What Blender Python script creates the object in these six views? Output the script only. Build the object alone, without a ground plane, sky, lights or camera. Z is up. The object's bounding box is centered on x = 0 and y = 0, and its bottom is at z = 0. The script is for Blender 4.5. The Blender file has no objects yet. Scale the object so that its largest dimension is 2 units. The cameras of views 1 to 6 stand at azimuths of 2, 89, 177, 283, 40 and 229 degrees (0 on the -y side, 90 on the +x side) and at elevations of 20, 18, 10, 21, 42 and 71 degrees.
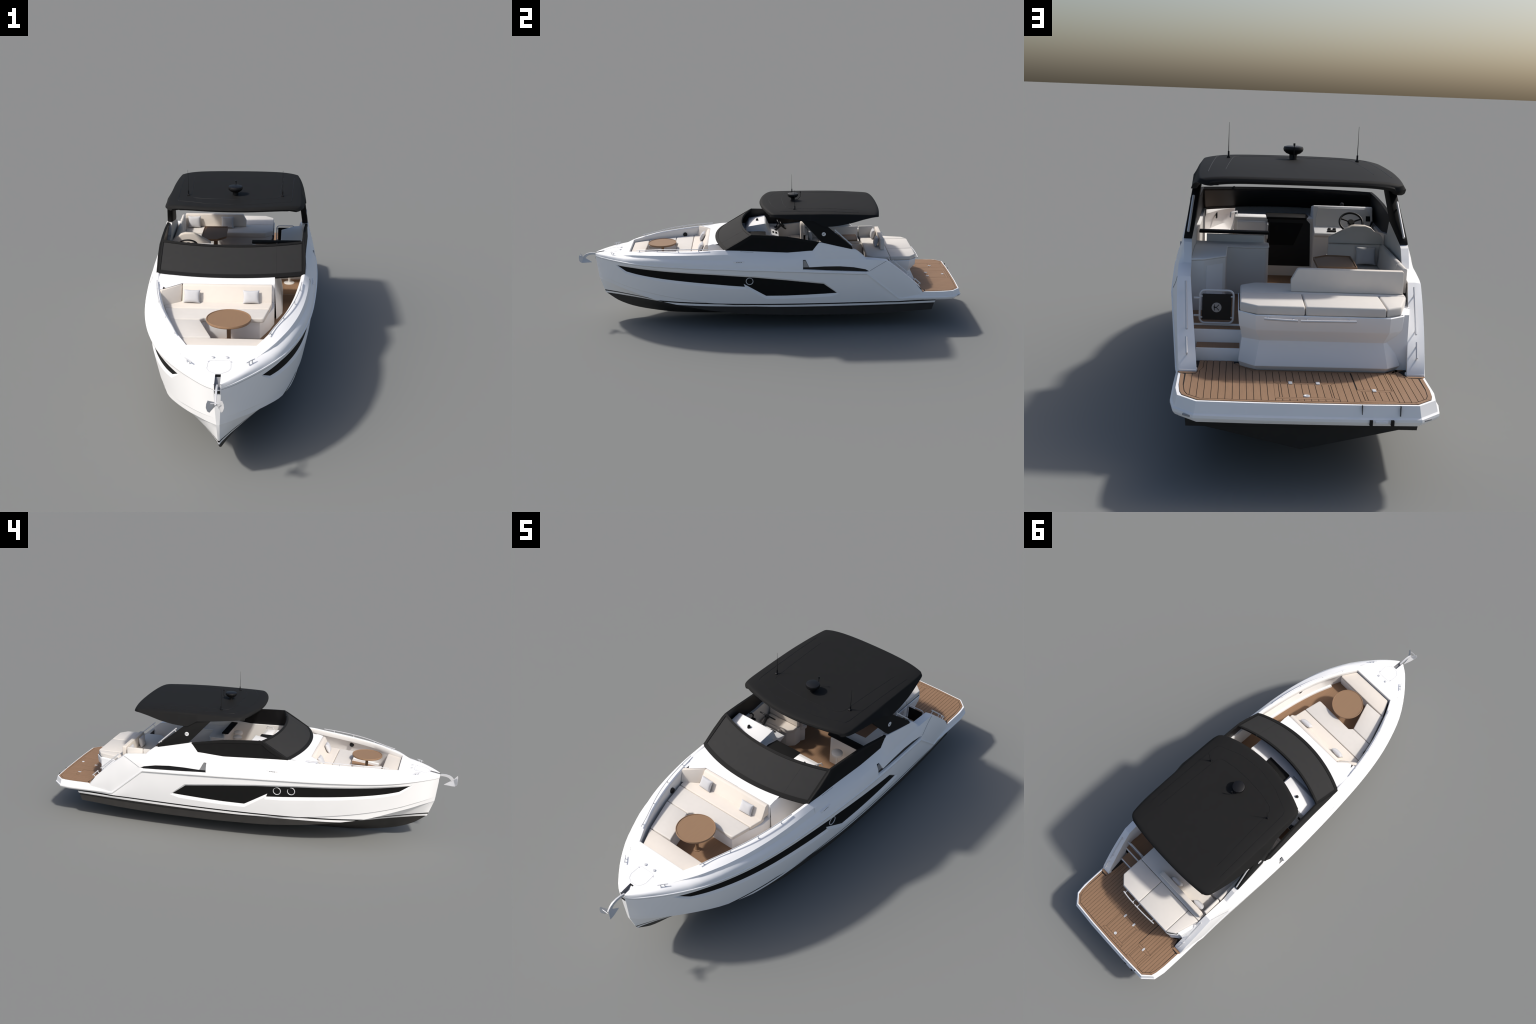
import bpy, bmesh, math
from mathutils import Vector, Matrix
from mathutils.geometry import delaunay_2d_cdt

# ------------------------------------------------------------------ helpers
def pch(table):
    """smooth monotone curve through rows (key, a, b, ...)"""
    ks = [r[0] for r in table]
    n = len(ks)
    dims = len(table[0]) - 1
    cols = []
    for d in range(dims):
        v = [r[d + 1] for r in table]
        s = [(v[i + 1] - v[i]) / (ks[i + 1] - ks[i]) for i in range(n - 1)]
        m = [0.0] * n
        m[0], m[-1] = s[0], s[-1]
        for i in range(1, n - 1):
            if s[i - 1] * s[i] > 0:
                w1 = 2 * (ks[i + 1] - ks[i]) + (ks[i] - ks[i - 1])
                w2 = (ks[i + 1] - ks[i]) + 2 * (ks[i] - ks[i - 1])
                m[i] = (w1 + w2) / (w1 / s[i - 1] + w2 / s[i])
        cols.append((v, m))

    def f(k):
        k = min(max(k, ks[0]), ks[-1])
        i = 0
        while i < n - 2 and k > ks[i + 1]:
            i += 1
        h = ks[i + 1] - ks[i]
        t = (k - ks[i]) / h
        out = []
        for v, m in cols:
            out.append((2*t**3 - 3*t*t + 1)*v[i] + (t**3 - 2*t*t + t)*h*m[i]
                       + (-2*t**3 + 3*t*t)*v[i+1] + (t**3 - t*t)*h*m[i+1])
        return out
    return f


def lin(table):
    ks = [r[0] for r in table]

    def f(k):
        k = min(max(k, ks[0]), ks[-1])
        i = 0
        while i < len(ks) - 2 and k > ks[i + 1]:
            i += 1
        t = (k - ks[i]) / (ks[i + 1] - ks[i])
        return [a + (b - a) * t for a, b in zip(table[i][1:], table[i + 1][1:])]
    return f


def lerp(a, b, t):
    return a + (b - a) * t


COL = bpy.context.scene.collection


def link(ob, parent):
    COL.objects.link(ob)
    if parent is not None:
        ob.parent = parent
    return ob


def empty(name, parent):
    ob = bpy.data.objects.new(name, None)
    ob.empty_display_size = 0.05
    return link(ob, parent)


def finish(bm, name, mat, parent, angle=30, bevel=0.0, seg=2, recalc=False):
    if recalc:
        bmesh.ops.recalc_face_normals(bm, faces=bm.faces[:])
    if bevel > 0:
        ed = [e for e in bm.edges if len(e.link_faces) == 2 and e.calc_face_angle(0) > math.radians(28)]
        if ed:
            bmesh.ops.bevel(bm, geom=ed, offset=bevel, offset_type='OFFSET', segments=seg,
                            profile=0.5, affect='EDGES', clamp_overlap=True)
    me = bpy.data.meshes.new(name)
    bm.to_mesh(me)
    bm.free()
    mats = mat if isinstance(mat, (list, tuple)) else [mat]
    for m in mats:
        me.materials.append(m)
    me.shade_smooth()
    me.set_sharp_from_angle(angle=math.radians(angle))
    ob = bpy.data.objects.new(name, me)
    return link(ob, parent)


def poly_mesh(name, verts, faces, mat, parent, angle=30, bevel=0.0, seg=2, recalc=False, weld=True):
    bm = bmesh.new()
    vs = [bm.verts.new(v) for v in verts]
    for f in faces:
        idx = [i for k, i in enumerate(f) if i != f[k - 1]]
        if len(set(idx)) >= 3:
            try:
                bm.faces.new([vs[i] for i in idx])
            except ValueError:
                pass
    if weld:
        bmesh.ops.remove_doubles(bm, verts=bm.verts[:], dist=1e-5)
    return finish(bm, name, mat, parent, angle, bevel, seg, recalc)


def grid(name, rows, mat, parent, angle=30, flip=False, closed=False):
    """rows: list of equally long point lists"""
    n, m = len(rows), len(rows[0])
    verts = [p for r in rows for p in r]
    faces = []
    for i in range(n - 1):
        for j in range(m if closed else m - 1):
            k = (j + 1) % m
            f = [i*m + j, i*m + k, (i+1)*m + k, (i+1)*m + j]
            faces.append(f[::-1] if flip else f)
    return poly_mesh(name, verts, faces, mat, parent, angle)


def mirror(rows):
    return [[(-x, y, z) for x, y, z in r] for r in rows]


def both(name, rows, mat, parent, angle=30, flip=False):
    grid(name, rows, mat, parent, angle, flip)
    grid(name, mirror(rows), mat, parent, angle, not flip)


def prism(name, outline, z0, z1, mat, parent, bevel=0.003, seg=2, angle=35, axis='z', top_scale=None):
    """extrude a closed outline along an axis. z0/z1 may be functions of the outline point"""
    g0 = z0 if callable(z0) else (lambda p: z0)
    g1 = z1 if callable(z1) else (lambda p: z1)
    n = len(outline)

    def put(p, h):
        if axis == 'z':
            return (p[0], p[1], h)
        if axis == 'x':
            return (h, p[0], p[1])
        return (p[0], h, p[1])
    verts = [put(p, g0(p)) for p in outline] + [put(p, g1(p)) for p in outline]
    faces = [list(range(n))[::-1], list(range(n, 2*n))]
    for i in range(n):
        j = (i + 1) % n
        faces.append([i, j, n + j, n + i])
    return poly_mesh(name, verts, faces, mat, parent, angle, bevel, seg, recalc=True)


def box(name, c, s, mat, parent, bevel=0.002, seg=2, rot=None):
    hx, hy, hz = s[0]/2, s[1]/2, s[2]/2
    pts = [Vector((x*hx, y*hy, z*hz)) for z in (-1, 1) for x, y in ((-1, -1), (1, -1), (1, 1), (-1, 1))]
    if rot is not None:
        pts = [rot @ p for p in pts]
    verts = [tuple(p + Vector(c)) for p in pts]
    faces = [[3, 2, 1, 0], [4, 5, 6, 7]] + [[i, (i+1) % 4, 4 + (i+1) % 4, 4 + i] for i in range(4)]
    return poly_mesh(name, verts, faces, mat, parent, 35, bevel, seg, recalc=True)


def tube(name, pts, r, mat, parent, n=10, closed=False, rfun=None):
    pts = [Vector(p) for p in pts]
    rings = []
    L = len(pts)
    up = Vector((0, 0, 1))
    prev = None
    for i, p in enumerate(pts):
        a = pts[i - 1] if (i > 0 or closed) else p
        b = pts[(i + 1) % L] if (i < L - 1 or closed) else p
        d = (b - a).normalized()
        if prev is None:
            u = d.cross(up)
            if u.length < 1e-3:
                u = d.cross(Vector((1, 0, 0)))
        else:
            u = prev - d * prev.dot(d)
        u.normalize()
        prev = u
        w = d.cross(u)
        rr = rfun(i / (L - 1)) if rfun else r
        rings.append([tuple(p + (u*math.cos(2*math.pi*k/n) + w*math.sin(2*math.pi*k/n))*rr) for k in range(n)])
    verts = [q for ring in rings for q in ring]
    faces = []
    cnt = L if closed else L - 1
    for i in range(cnt):
        j = (i + 1) % L
        for k in range(n):
            l = (k + 1) % n
            faces.append([i*n + k, i*n + l, j*n + l, j*n + k])
    if not closed:
        faces.append(list(range(n))[::-1])
        faces.append([(L-1)*n + k for k in range(n)])
    return poly_mesh(name, verts, faces, mat, parent, 40, recalc=True, weld=False)


def lathe(name, prof, c, mat, parent, n=40, angle=35, rot=None, sx=1.0):
    """prof: list of (radius, height)"""
    verts, faces = [], []
    for r, h in prof:
        for k in range(n):
            a = 2*math.pi*k/n
            p = Vector((r*math.cos(a)*sx, r*math.sin(a), h))
            if rot is not None:
                p = rot @ p
            verts.append(tuple(p + Vector(c)))
    m = len(prof)
    for i in range(m - 1):
        for k in range(n):
            l = (k + 1) % n
            faces.append([i*n + k, i*n + l, (i+1)*n + l, (i+1)*n + k])
    if prof[0][0] > 1e-6:
        faces.append(list(range(n))[::-1])
    if prof[-1][0] > 1e-6:
        faces.append([(m-1)*n + k for k in range(n)])
    return poly_mesh(name, verts, faces, mat, parent, angle, recalc=True)


def torus(name, c, R, r, mat, parent, rot=None, n=40):
    pts = []
    for k in range(n):
        a = 2*math.pi*k/n
        p = Vector((R*math.cos(a), R*math.sin(a), 0))
        if rot is not None:
            p = rot @ p
        pts.append(tuple(p + Vector(c)))
    return tube(name, pts, r, mat, parent, 10, closed=True)


def inside(p, poly):
    c = False
    n = len(poly)
    for i in range(n):
        x1, y1 = poly[i]
        x2, y2 = poly[i - 1]
        if (y1 > p[1]) != (y2 > p[1]) and p[0] < (x2 - x1)*(p[1] - y1)/(y2 - y1) + x1:
            c = not c
    return c


def segdist(p, poly):
    best = 9
    n = len(poly)
    for i in range(n):
        ax, ay = poly[i - 1]
        bx, by = poly[i]
        dx, dy = bx - ax, by - ay
        L = dx*dx + dy*dy or 1e-12
        t = min(1, max(0, ((p[0]-ax)*dx + (p[1]-ay)*dy)/L))
        best = min(best, math.hypot(p[0]-ax-t*dx, p[1]-ay-t*dy))
    return best


def dense(poly, step):
    out = []
    n = len(poly)
    for i in range(n):
        a, b = poly[i], poly[(i+1) % n]
        k = max(1, int(math.dist(a, b)/step))
        for j in range(k):
            out.append((lerp(a[0], b[0], j/k), lerp(a[1], b[1], j/k)))
    return out


def inset(poly, d):
    """shrink a closed outline by d (mitred)"""
    n = len(poly)
    area = sum(poly[i][0]*poly[(i+1) % n][1] - poly[(i+1) % n][0]*poly[i][1] for i in range(n))
    sgn = 1 if area > 0 else -1
    out = []
    for i in range(n):
        a, b, c = Vector(poly[i-1]), Vector(poly[i]), Vector(poly[(i+1) % n])
        e1, e2 = (b - a).normalized(), (c - b).normalized()
        n1, n2 = Vector((-e1.y, e1.x))*sgn, Vector((-e2.y, e2.x))*sgn
        m = (n1 + n2)
        if m.length < 1e-6:
            m = n1
        m.normalize()
        k = min(d / max(0.35, m.dot(n1)), 2.2*d)
        out.append(tuple(b + m*k))
    return out


def cdt(outer, loops, pts):
    vs = []
    edges = []
    for lp in [outer] + loops:
        s = len(vs)
        vs += [Vector(p) for p in lp]
        edges += [(s + i, s + (i+1) % len(lp)) for i in range(len(lp))]
    vs += [Vector(p) for p in pts]
    v, e, f, *_ = delaunay_2d_cdt(vs, edges, [], 0, 1e-7)
    out = []
    for tri in f:
        cx = sum(v[i][0] for i in tri)/len(tri)
        cy = sum(v[i][1] for i in tri)/len(tri)
        if inside((cx, cy), outer):
            out.append((list(tri), (cx, cy)))
    return [tuple(p) for p in v], out


def split_mesh(name, verts, groups, mats, names, parent, angle=30, flipx=False, flip=False):
    obs = []
    for key, tris in groups.items():
        used = {}
        vv, ff = [], []
        for t in tris:
            g = []
            for i in t:
                if i not in used:
                    used[i] = len(vv)
                    x, y, z = verts[i]
                    vv.append((-x if flipx else x, y, z))
                g.append(used[i])
            ff.append(g[::-1] if (flip != flipx) else g)
        obs.append(poly_mesh(names[key], vv, ff, mats[key], parent, angle))
    return obs


# ---------------------------------------------------------------- materials
def material(name, color, rough=0.4, metal=0.0, spec=0.5, vary=0.0, scale=40.0, bump=0.0, bump_scale=300.0,
             coat=0.0, stretch=None, sheen=0.0):
    m = bpy.data.materials.new(name)
    m.use_nodes = True
    nt = m.node_tree
    b = nt.nodes["Principled BSDF"]
    b.inputs["Roughness"].default_value = rough
    b.inputs["Metallic"].default_value = metal
    b.inputs["Specular IOR Level"].default_value = spec
    b.inputs["Coat Weight"].default_value = coat
    b.inputs["Sheen Weight"].default_value = sheen
    b.inputs["Base Color"].default_value = (*color, 1)
    tc = nt.nodes.new("ShaderNodeTexCoord")
    mp = nt.nodes.new("ShaderNodeMapping")
    nt.links.new(tc.outputs["Object"], mp.inputs["Vector"])
    if stretch:
        mp.inputs["Scale"].default_value = stretch
    no = nt.nodes.new("ShaderNodeTexNoise")
    no.inputs["Scale"].default_value = scale
    no.inputs["Detail"].default_value = 4
    nt.links.new(mp.outputs["Vector"], no.inputs["Vector"])
    cr = nt.nodes.new("ShaderNodeValToRGB")
    cr.color_ramp.elements[0].position = 0.3
    cr.color_ramp.elements[1].position = 0.7
    cr.color_ramp.elements[0].color = (*[c*(1 - vary) for c in color], 1)
    cr.color_ramp.elements[1].color = (*[min(1, c*(1 + vary)) for c in color], 1)
    nt.links.new(no.outputs["Fac"], cr.inputs["Fac"])
    nt.links.new(cr.outputs["Color"], b.inputs["Base Color"])
    if bump > 0:
        n2 = nt.nodes.new("ShaderNodeTexNoise")
        n2.inputs["Scale"].default_value = bump_scale
        nt.links.new(mp.outputs["Vector"], n2.inputs["Vector"])
        bp = nt.nodes.new("ShaderNodeBump")
        bp.inputs["Strength"].default_value = bump
        bp.inputs["Distance"].default_value = 0.002
        nt.links.new(n2.outputs["Fac"], bp.inputs["Height"])
        nt.links.new(bp.outputs["Normal"], b.inputs["Normal"])
    return m


GEL = material("white_gelcoat", (0.955, 0.955, 0.955), 0.42, spec=0.22, vary=0.01, scale=8)
DECK = material("white_deck", (0.92, 0.92, 0.925), 0.55, spec=0.2, vary=0.012, scale=25)
WALL = material("cabin_liner", (0.82, 0.80, 0.77), 0.55, spec=0.2, vary=0.012, scale=15)
ANTI = material("antifouling_black", (0.050, 0.048, 0.046), 0.65, spec=0.12, vary=0.06, scale=18)
STRIPE = material("black_stripe", (0.006, 0.006, 0.006), 0.4, spec=0.3)
GLASS = material("dark_window", (0.0125, 0.0125, 0.0125), 0.6, spec=0.06, vary=0.05)
SHIELD = material("tinted_windshield", (0.037, 0.037, 0.037), 0.65, spec=0.04, vary=0.02)
FRAME = material("black_frame", (0.0145, 0.0145, 0.0145), 0.65, spec=0.08)
ROOF = material("hardtop_black", (0.0165, 0.0165, 0.0165), 0.65, spec=0.07, vary=0.03, scale=30)
BLACK = material("black_plastic", (0.006, 0.006, 0.007), 0.45, spec=0.35)
STEEL = material("polished_steel", (0.66, 0.665, 0.68), 0.4, metal=0.12, spec=0.4)
CREAM = material("cream_upholstery", (0.78, 0.715, 0.64), 0.75, spec=0.2, vary=0.012, scale=60, bump=0.05, bump_scale=900, sheen=0.1)
SEAT = material("seat_upholstery", (0.74, 0.70, 0.65), 0.75, spec=0.2, vary=0.012, scale=60, bump=0.05, bump_scale=900, sheen=0.1)
PILLOW = material("grey_pillow", (0.60, 0.60, 0.615), 0.85, spec=0.15, vary=0.02, scale=80, bump=0.08, bump_scale=1200)
TEAK = material("teak", (0.292, 0.177, 0.106), 0.6, spec=0.2, vary=0.055, scale=30, bump=0.05, bump_scale=60, stretch=(9, 0.7, 4))
TABLE = material("table_teak", (0.297, 0.183, 0.108), 0.55, spec=0.2, vary=0.02, scale=30, stretch=(6, 0.8, 4))
CAULK = material("black_caulk", (0.018, 0.016, 0.015), 0.7, spec=0.2)
GREY = material("grey_metal", (0.33, 0.335, 0.35), 0.4, metal=0.4)
SEAM = material("pale_seam", (0.42, 0.43, 0.45), 0.7, spec=0.2)
SEAMD = material("grey_seam", (0.22, 0.225, 0.24), 0.7, spec=0.2)
SHADOWGAP = material("dark_gap", (0.10, 0.105, 0.115), 0.7, spec=0.2)

# --------------------------------------------------------------- top level
yacht = empty("motor_yacht", None)
yacht["label"] = "white open motor yacht with black hardtop and teak platform"
yacht["category"] = "motor boat"

# ============================================================== HULL LINES
# every line: (y, x, z) on the starboard side, bow (-y) to stern
KEEL = [(-.872, .0025, .134), (-.8, .002, .082), (-.712, .002, .048), (-.622, .002, .029), (-.502, .002, .012),
        (-.35, .002, .0045), (-.2, .002, .001), (0, .002, .0), (.2, .002, .002), (.4, .002, .009), (.7, .002, .028), (.843, .002, .041)]
CHINE = [(-.900, .005, .216), (-.88, .031, .2155), (-.85, .059, .213), (-.8, .092, .201), (-.75, .122, .191),
         (-.7, .147, .179), (-.6, .185, .153), (-.5, .212, .135), (-.4, .2325, .12), (-.3, .2445, .105), (-.2, .250, .094),
         (-.1, .2565, .086), (0, .2615, .083), (.2, .266, .078), (.4, .266, .077), (.6, .2625, .080), (.843, .2525, .0895)]
SPRAY = [(-.903, .0065, .240), (-.88, .039, .239), (-.85, .068, .235), (-.8, .102, .225), (-.75, .132, .214),
         (-.7, .157, .205), (-.6, .196, .189), (-.5, .2235, .175), (-.4, .2435, .163), (-.3, .257, .151), (-.2, .267, .144),
         (-.1, .2735, .137), (0, .2785, .132), (.2, .2825, .127), (.4, .281, .125), (.6, .2755, .126), (.853, .2615, .128)]
RUB = [(-.913, .0125, .343), (-.9, .034, .344), (-.85, .0855, .3465), (-.8, .128, .348), (-.7, .193, .349), (-.6, .234, .349),
       (-.5, .2635, .3495), (-.4, .283, .348), (-.3, .296, .3457), (-.2, .305, .3434), (-.1, .312, .340), (0, .317, .337),
       (.1, .32, .332), (.2, .3205, .3275), (.3, .318, .321), (.4, .3145, .315), (.499, .311, .309)]
RUBTAIL = [(.499, .311, .309), (.667, .2875, .163), (.70, .282, .158), (.862, .268, .1575)]
KNUCK = [(-.912, .0125, .357), (-.88, .034, .364), (-.85, .058, .368), (-.8, .093, .373), (-.753, .122, .375), (-.7, .164, .380),
         (-.65, .193, .383), (-.6, .218, .386), (-.5, .2475, .388), (-.4, .267, .3885), (-.3, .279, .3885), (-.2, .287, .3885),
         (-.1, .292, .3885), (0, .296, .3885), (.1, .300, .3885), (.2, .3025, .3885), (.3, .301, .387), (.4, .298, .385),
         (.5, .294, .380), (.598, .2905, .370)]
KNUCKTAIL = [(.598, .2905, .370), (.65, .2875, .330), (.7, .2835, .288), (.75, .278, .243), (.778, .2745, .215), (.787, .273, .196)]

fK, fC, fS = pch(KEEL), pch(CHINE), pch(SPRAY)
_r, _rt = pch(RUB), lin(RUBTAIL)
fR = lambda y: _r(y) if y <= .499 else _rt(y)
_k, _kt = pch(KNUCK), pch(KNUCKTAIL)
fN = lambda y: _k(y) if y <= .598 else _kt(y)


def on(f, y0, y1, t):
    y = lerp(y0, y1, t)
    x, z = f(y)
    return Vector((x, y, z))


# common stations 0..1, denser at the bow, with exact hits on the rub rail kinks
base_t = [1 - math.cos(i/10*math.pi/2) for i in range(0, 6)]
st = sorted(set([round(v, 5) for v in
                 [0, .004, .009, .016, .025, .036, .05, .066] + [.08 + .02*i for i in range(47)]
                 + [(.499+.913)/(.862+.913), (.667+.913)/(.862+.913), (.70+.913)/(.862+.913)]]))
st = [t for t in st if t <= 1.0]
if st[-1] < 1:
    st.append(1.0)

hull = empty("hull", yacht)

kl = lambda t: on(fK, -.872, .843, t)
cl = lambda t: on(fC, -.900, .843, t)


def chine_in(t):
    p = cl(t)
    w = .012*min(1, t/.04) + .022*min(1, max(0, (t - .25)/.6))
    return Vector((max(.003, p.x - w), p.y, p.z - .0005 + .002*w/.034))


def spray_in(t):
    p = on(fS, -.903, .853, t)
    k = min(1, t/.05)
    return p + Vector((-.006*k, 0, -.004*k))


def spray(t):
    return on(fS, -.903, .853, t)


def rub_low(t):
    p = on(fR, -.913, .862, t)
    k = min(1, t/.12)
    return p + Vector((-.001 - .005*k, 0, -.004))


def belly(t, f):
    a, b = kl(t), chine_in(t)
    p = a.lerp(b, f)
    return p


def topside(t, f):
    a, b = spray(t), rub_low(t)
    p = a.lerp(b, f)
    p.x += .0045*math.sin(math.pi*f)*min(1, max(0, t - .15)*3)
    return p


# underwater body + spray band, cut by the paint lines
def hull_lower(sign):
    rows = []
    for t in st:
        r = [belly(t, f) for f in (0, .2, .4, .6, .8, 1)] + [cl(t), cl(t).lerp(spray_in(t), .5), spray_in(t), spray(t)]
        rows.append(r)
    bm = bmesh.new()
    vs = [[bm.verts.new((p.x*sign, p.y, p.z)) for p in r] for r in rows]
    for i in range(len(rows) - 1):
        for j in range(len(rows[0]) - 1):
            q = [vs[i][j], vs[i+1][j], vs[i+1][j+1], vs[i][j+1]]
            try:
                bm.faces.new(q if sign > 0 else q[::-1])
            except ValueError:
                pass
    return bm


Z_PAINT, Z_WHITE, Z_STRIPE = .131, .1425, .1495


def cut_and_split(bm, names, parent):
    for z in (Z_PAINT, Z_WHITE, Z_STRIPE):
        bmesh.ops.bisect_plane(bm, geom=bm.verts[:] + bm.edges[:] + bm.faces[:], dist=1e-6, plane_co=(0, 0, z), plane_no=(0, 0, 1))
    bm.verts.ensure_lookup_table()
    groups = {0: [], 1: [], 2: []}
    bm.verts.index_update()
    for f in bm.faces:
        z = f.calc_center_median().z
        k = 0 if z < Z_PAINT else (1 if (z < Z_WHITE or z > Z_STRIPE) else 2)
        groups[k].append([v.index for v in f.verts])
    verts = [tuple(v.co) for v in bm.verts]
    bm.free()
    groups = {k: g for k, g in groups.items() if g}
    return split_mesh("x", verts, groups, {0: ANTI, 1: GEL, 2: STRIPE}, names, parent, 25)


for sg in (1, -1):
    cut_and_split(hull_lower(sg), {0: "hull_bottom", 1: "chine_band", 2: "boot_stripe"}, hull)

# ------ topside with the recessed window band
WIN = [(-.783, .3235), (-.70, .324), (-.625, .3225), (-.54, .3205), (-.452, .318), (-.36, .3145), (-.27, .311), (-.16, .304),
       (-.063, .2975), (.092, .2815), (.2, .268), (.28, .2575), (.3485, .2045),
       (.312, .2025), (.2, .198), (.092, .1945), (-.012, .194), (-.125, .2625), (-.1195, .246), (-.2, .2515), (-.27, .2575),
       (-.36, .264), (-.454, .2705), (-.54, .2765), (-.627, .2835), (-.68, .289), (-.735, .297)]


def to_param(surf, y, z):
    t, f = (y + .91)/1.77, .5
    for _ in range(40):
        p = surf(t, f)
        h = 1e-4
        pt, pf = surf(min(1, t+h), f), surf(t, min(1, f+h))
        a, b = (pt.y - p.y)/h, (pf.y - p.y)/h
        c, d = (pt.z - p.z)/h, (pf.z - p.z)/h
        det = a*d - b*c
        ry, rz = y - p.y, z - p.z
        if abs(ry) + abs(rz) < 1e-6:
            break
        t = min(.9999, max(1e-4, t + (d*ry - b*rz)/det))
        f = min(.9999, max(1e-4, f + (-c*ry + a*rz)/det))
    return (t, f)


def patch(surf, ts, fs, recess, mats, names, parent, sign, angle=28):
    """surface patch over (t, f); recess = list of (outer loop yz, inner loop yz, depth)"""
    outer = [(t, fs[0]) for t in ts] + [(ts[-1], f) for f in fs[1:]] + [(t, fs[-1]) for t in ts[::-1][1:]] + [(ts[0], f) for f in fs[::-1][1:-1]]
    loops, rings = [], []
    for o, i, d in recess:
        po = [to_param(surf, *p) for p in o]
        pi = [to_param(surf, *p) for p in i]
        loops += [po, pi]
        rings.append((po, pi, d))
    pts = []
    for t in ts[1:-1]:
        for f in fs[1:-1]:
            if all(segdist((t, f*.12), [(a, b*.12) for a, b in lp]) > .004 for lp in loops):
                if not any(inside((t, f), po) and not inside((t, f), pi) for po, pi, d in rings):
                    pts.append((t, f))
    SC = .12  # work in nearly isometric units so the triangles stay compact
    sq = lambda lp: [(a, b*SC) for a, b in lp]
    v2, tris = cdt(sq(outer), [sq(lp) for lp in loops], sq(pts))
    v2 = [(a, b/SC) for a, b in v2]
    tris = [(tri, (c[0], c[1]/SC)) for tri, c in tris]
    verts = []
    for (t, f) in v2:
        p = surf(t, f)
        for po, pi, d in rings:
            if inside((t, f), pi) or segdist((t, f), pi) < 1e-4:
                p = p + Vector((-d, 0, 0))
        verts.append((p.x, p.y, p.z))
    groups = {0: [], 1: [], 2: []}
    for tri, c in tris:
        k = 0
        for po, pi, d in rings:
            if inside(c, pi):
                k = 1
            elif inside(c, po):
                k = 2
        groups[k].append(tri)
    groups = {k: g for k, g in groups.items() if g}
    return split_mesh("x", verts, groups, mats, names, parent, angle, flipx=(sign < 0), flip=False)


def smooth_normals(ob, surf):
    """give a piece of a lofted side the normals of the underlying surface"""
    out = []
    for v in ob.data.vertices:
        sg = 1 if v.co.x >= 0 else -1
        t, f = to_param(surf, v.co.y, v.co.z)
        t, f = min(.998, max(.002, t)), min(.99, max(.01, f))
        dt = surf(t + .002, f) - surf(t - .002, f)
        df = surf(t, f + .01) - surf(t, f - .01)
        n = dt.cross(df).normalized()
        if n.x < 0:
            n = -n
        out.append((n.x*sg, n.y, n.z))
    ob.data.normals_split_custom_set_from_vertices(out)


fs_top = [i/8 for i in range(9)]
win_o = inset(WIN, -.004)
win_o = [(y, z - (lerp(.002, .0065, min(1, max(0, (y + .76)/.5))) if i > 12 else 0)) for i, (y, z) in enumerate(win_o)]
win_o = dense(win_o, .012)
win_i = dense(WIN, .012)


def bm_paint(obs):
    pass


for sg in (1, -1):
    obs = patch(topside, st, fs_top, [(win_o, win_i, .007)], {0: GEL, 1: GLASS, 2: GEL}, {0: "topside", 1: "hull_window", 2: "window_reveal"}, hull, sg)
    for o in obs:
        if o.name.startswith("hull_window"):
            smooth_normals(o, topside)
    # the boot stripe also crosses the lowest edge of the topside: recut the white skin
    skin = [o for o in obs if o.name.startswith("topside")][0]
    bm = bmesh.new()
    bm.from_mesh(skin.data)
    bpy.data.objects.remove(skin)
    for o in cut_and_split(bm, {0: "hull_bottom", 1: "topside", 2: "boot_stripe"}, hull):
        smooth_normals(o, topside)

# transom and stem faces
trs = []
for sg in (1, -1):
    col = [belly(1, f) for f in (0, .2, .4, .6, .8, 1)] + [cl(1), spray_in(1), spray(1), topside(1, .5), rub_low(1)]
    trs.append([(p.x*sg, p.y, p.z) for p in col])
bm = bmesh.new()
vr = [bm.verts.new(p) for p in trs[0]]
vl = [bm.verts.new(p) for p in trs[1]]
for i in range(len(vr) - 1):
    bm.faces.new([vr[i], vr[i+1], vl[i+1], vl[i]])
finish(bm, "transom", ANTI, hull, 30, recalc=True)
stem_z = [kl(0)] + [kl(0).lerp(chine_in(0), .5), chine_in(0), cl(0), spray_in(0), spray(0)] + [topside(0, f) for f in (.25, .5, .75, 1)]
bm = bmesh.new()
vr = [bm.verts.new((p.x, p.y, p.z)) for p in stem_z]
vl = [bm.verts.new((-p.x, p.y, p.z)) for p in stem_z]
for i in range(len(vr) - 1):
    bm.faces.new([vr[i], vl[i], vl[i+1], vr[i+1]])
bmesh.ops.remove_doubles(bm, verts=bm.verts[:], dist=1e-5)
cut_and_split(bm, {0: "hull_bottom", 1: "stem", 2: "boot_stripe"}, hull)
# keel closing strip
grid("keel", [[(kl(t).x*s_, kl(t).y, kl(t).z) for s_ in (-1, 1)] for t in st], ANTI, hull, flip=True)

# rub rail lip: a rounded strip where deck moulding overlaps the hull
lip = []
for t in st:
    p = on(fR, -.913, .862, t)
    q = rub_low(t)
    lip.append([tuple(q), (p.x - .001, p.y, p.z - .004), (p.x, p.y, p.z - .001), (p.x, p.y, p.z + .003), (p.x - .003, p.y, p.z + .0045)])
both("rub_rail", lip, GEL, hull, 40, flip=False)
# thin grey strip along the lower edge of the rail lip
both("rub_rail_grey_strip", [[(p[1][0] + .0002, p[1][1], p[1][2] + .0002), (p[1][0] + .0006, p[1][1], p[1][2] + .0014)] for p in lip if p[0][1] < .5], GREY, hull, 60)

# porthole rings set in the window bands
def hull_x(y, z):
    t, f = to_param(topside, y, z)
    return topside(t, f).x


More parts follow.
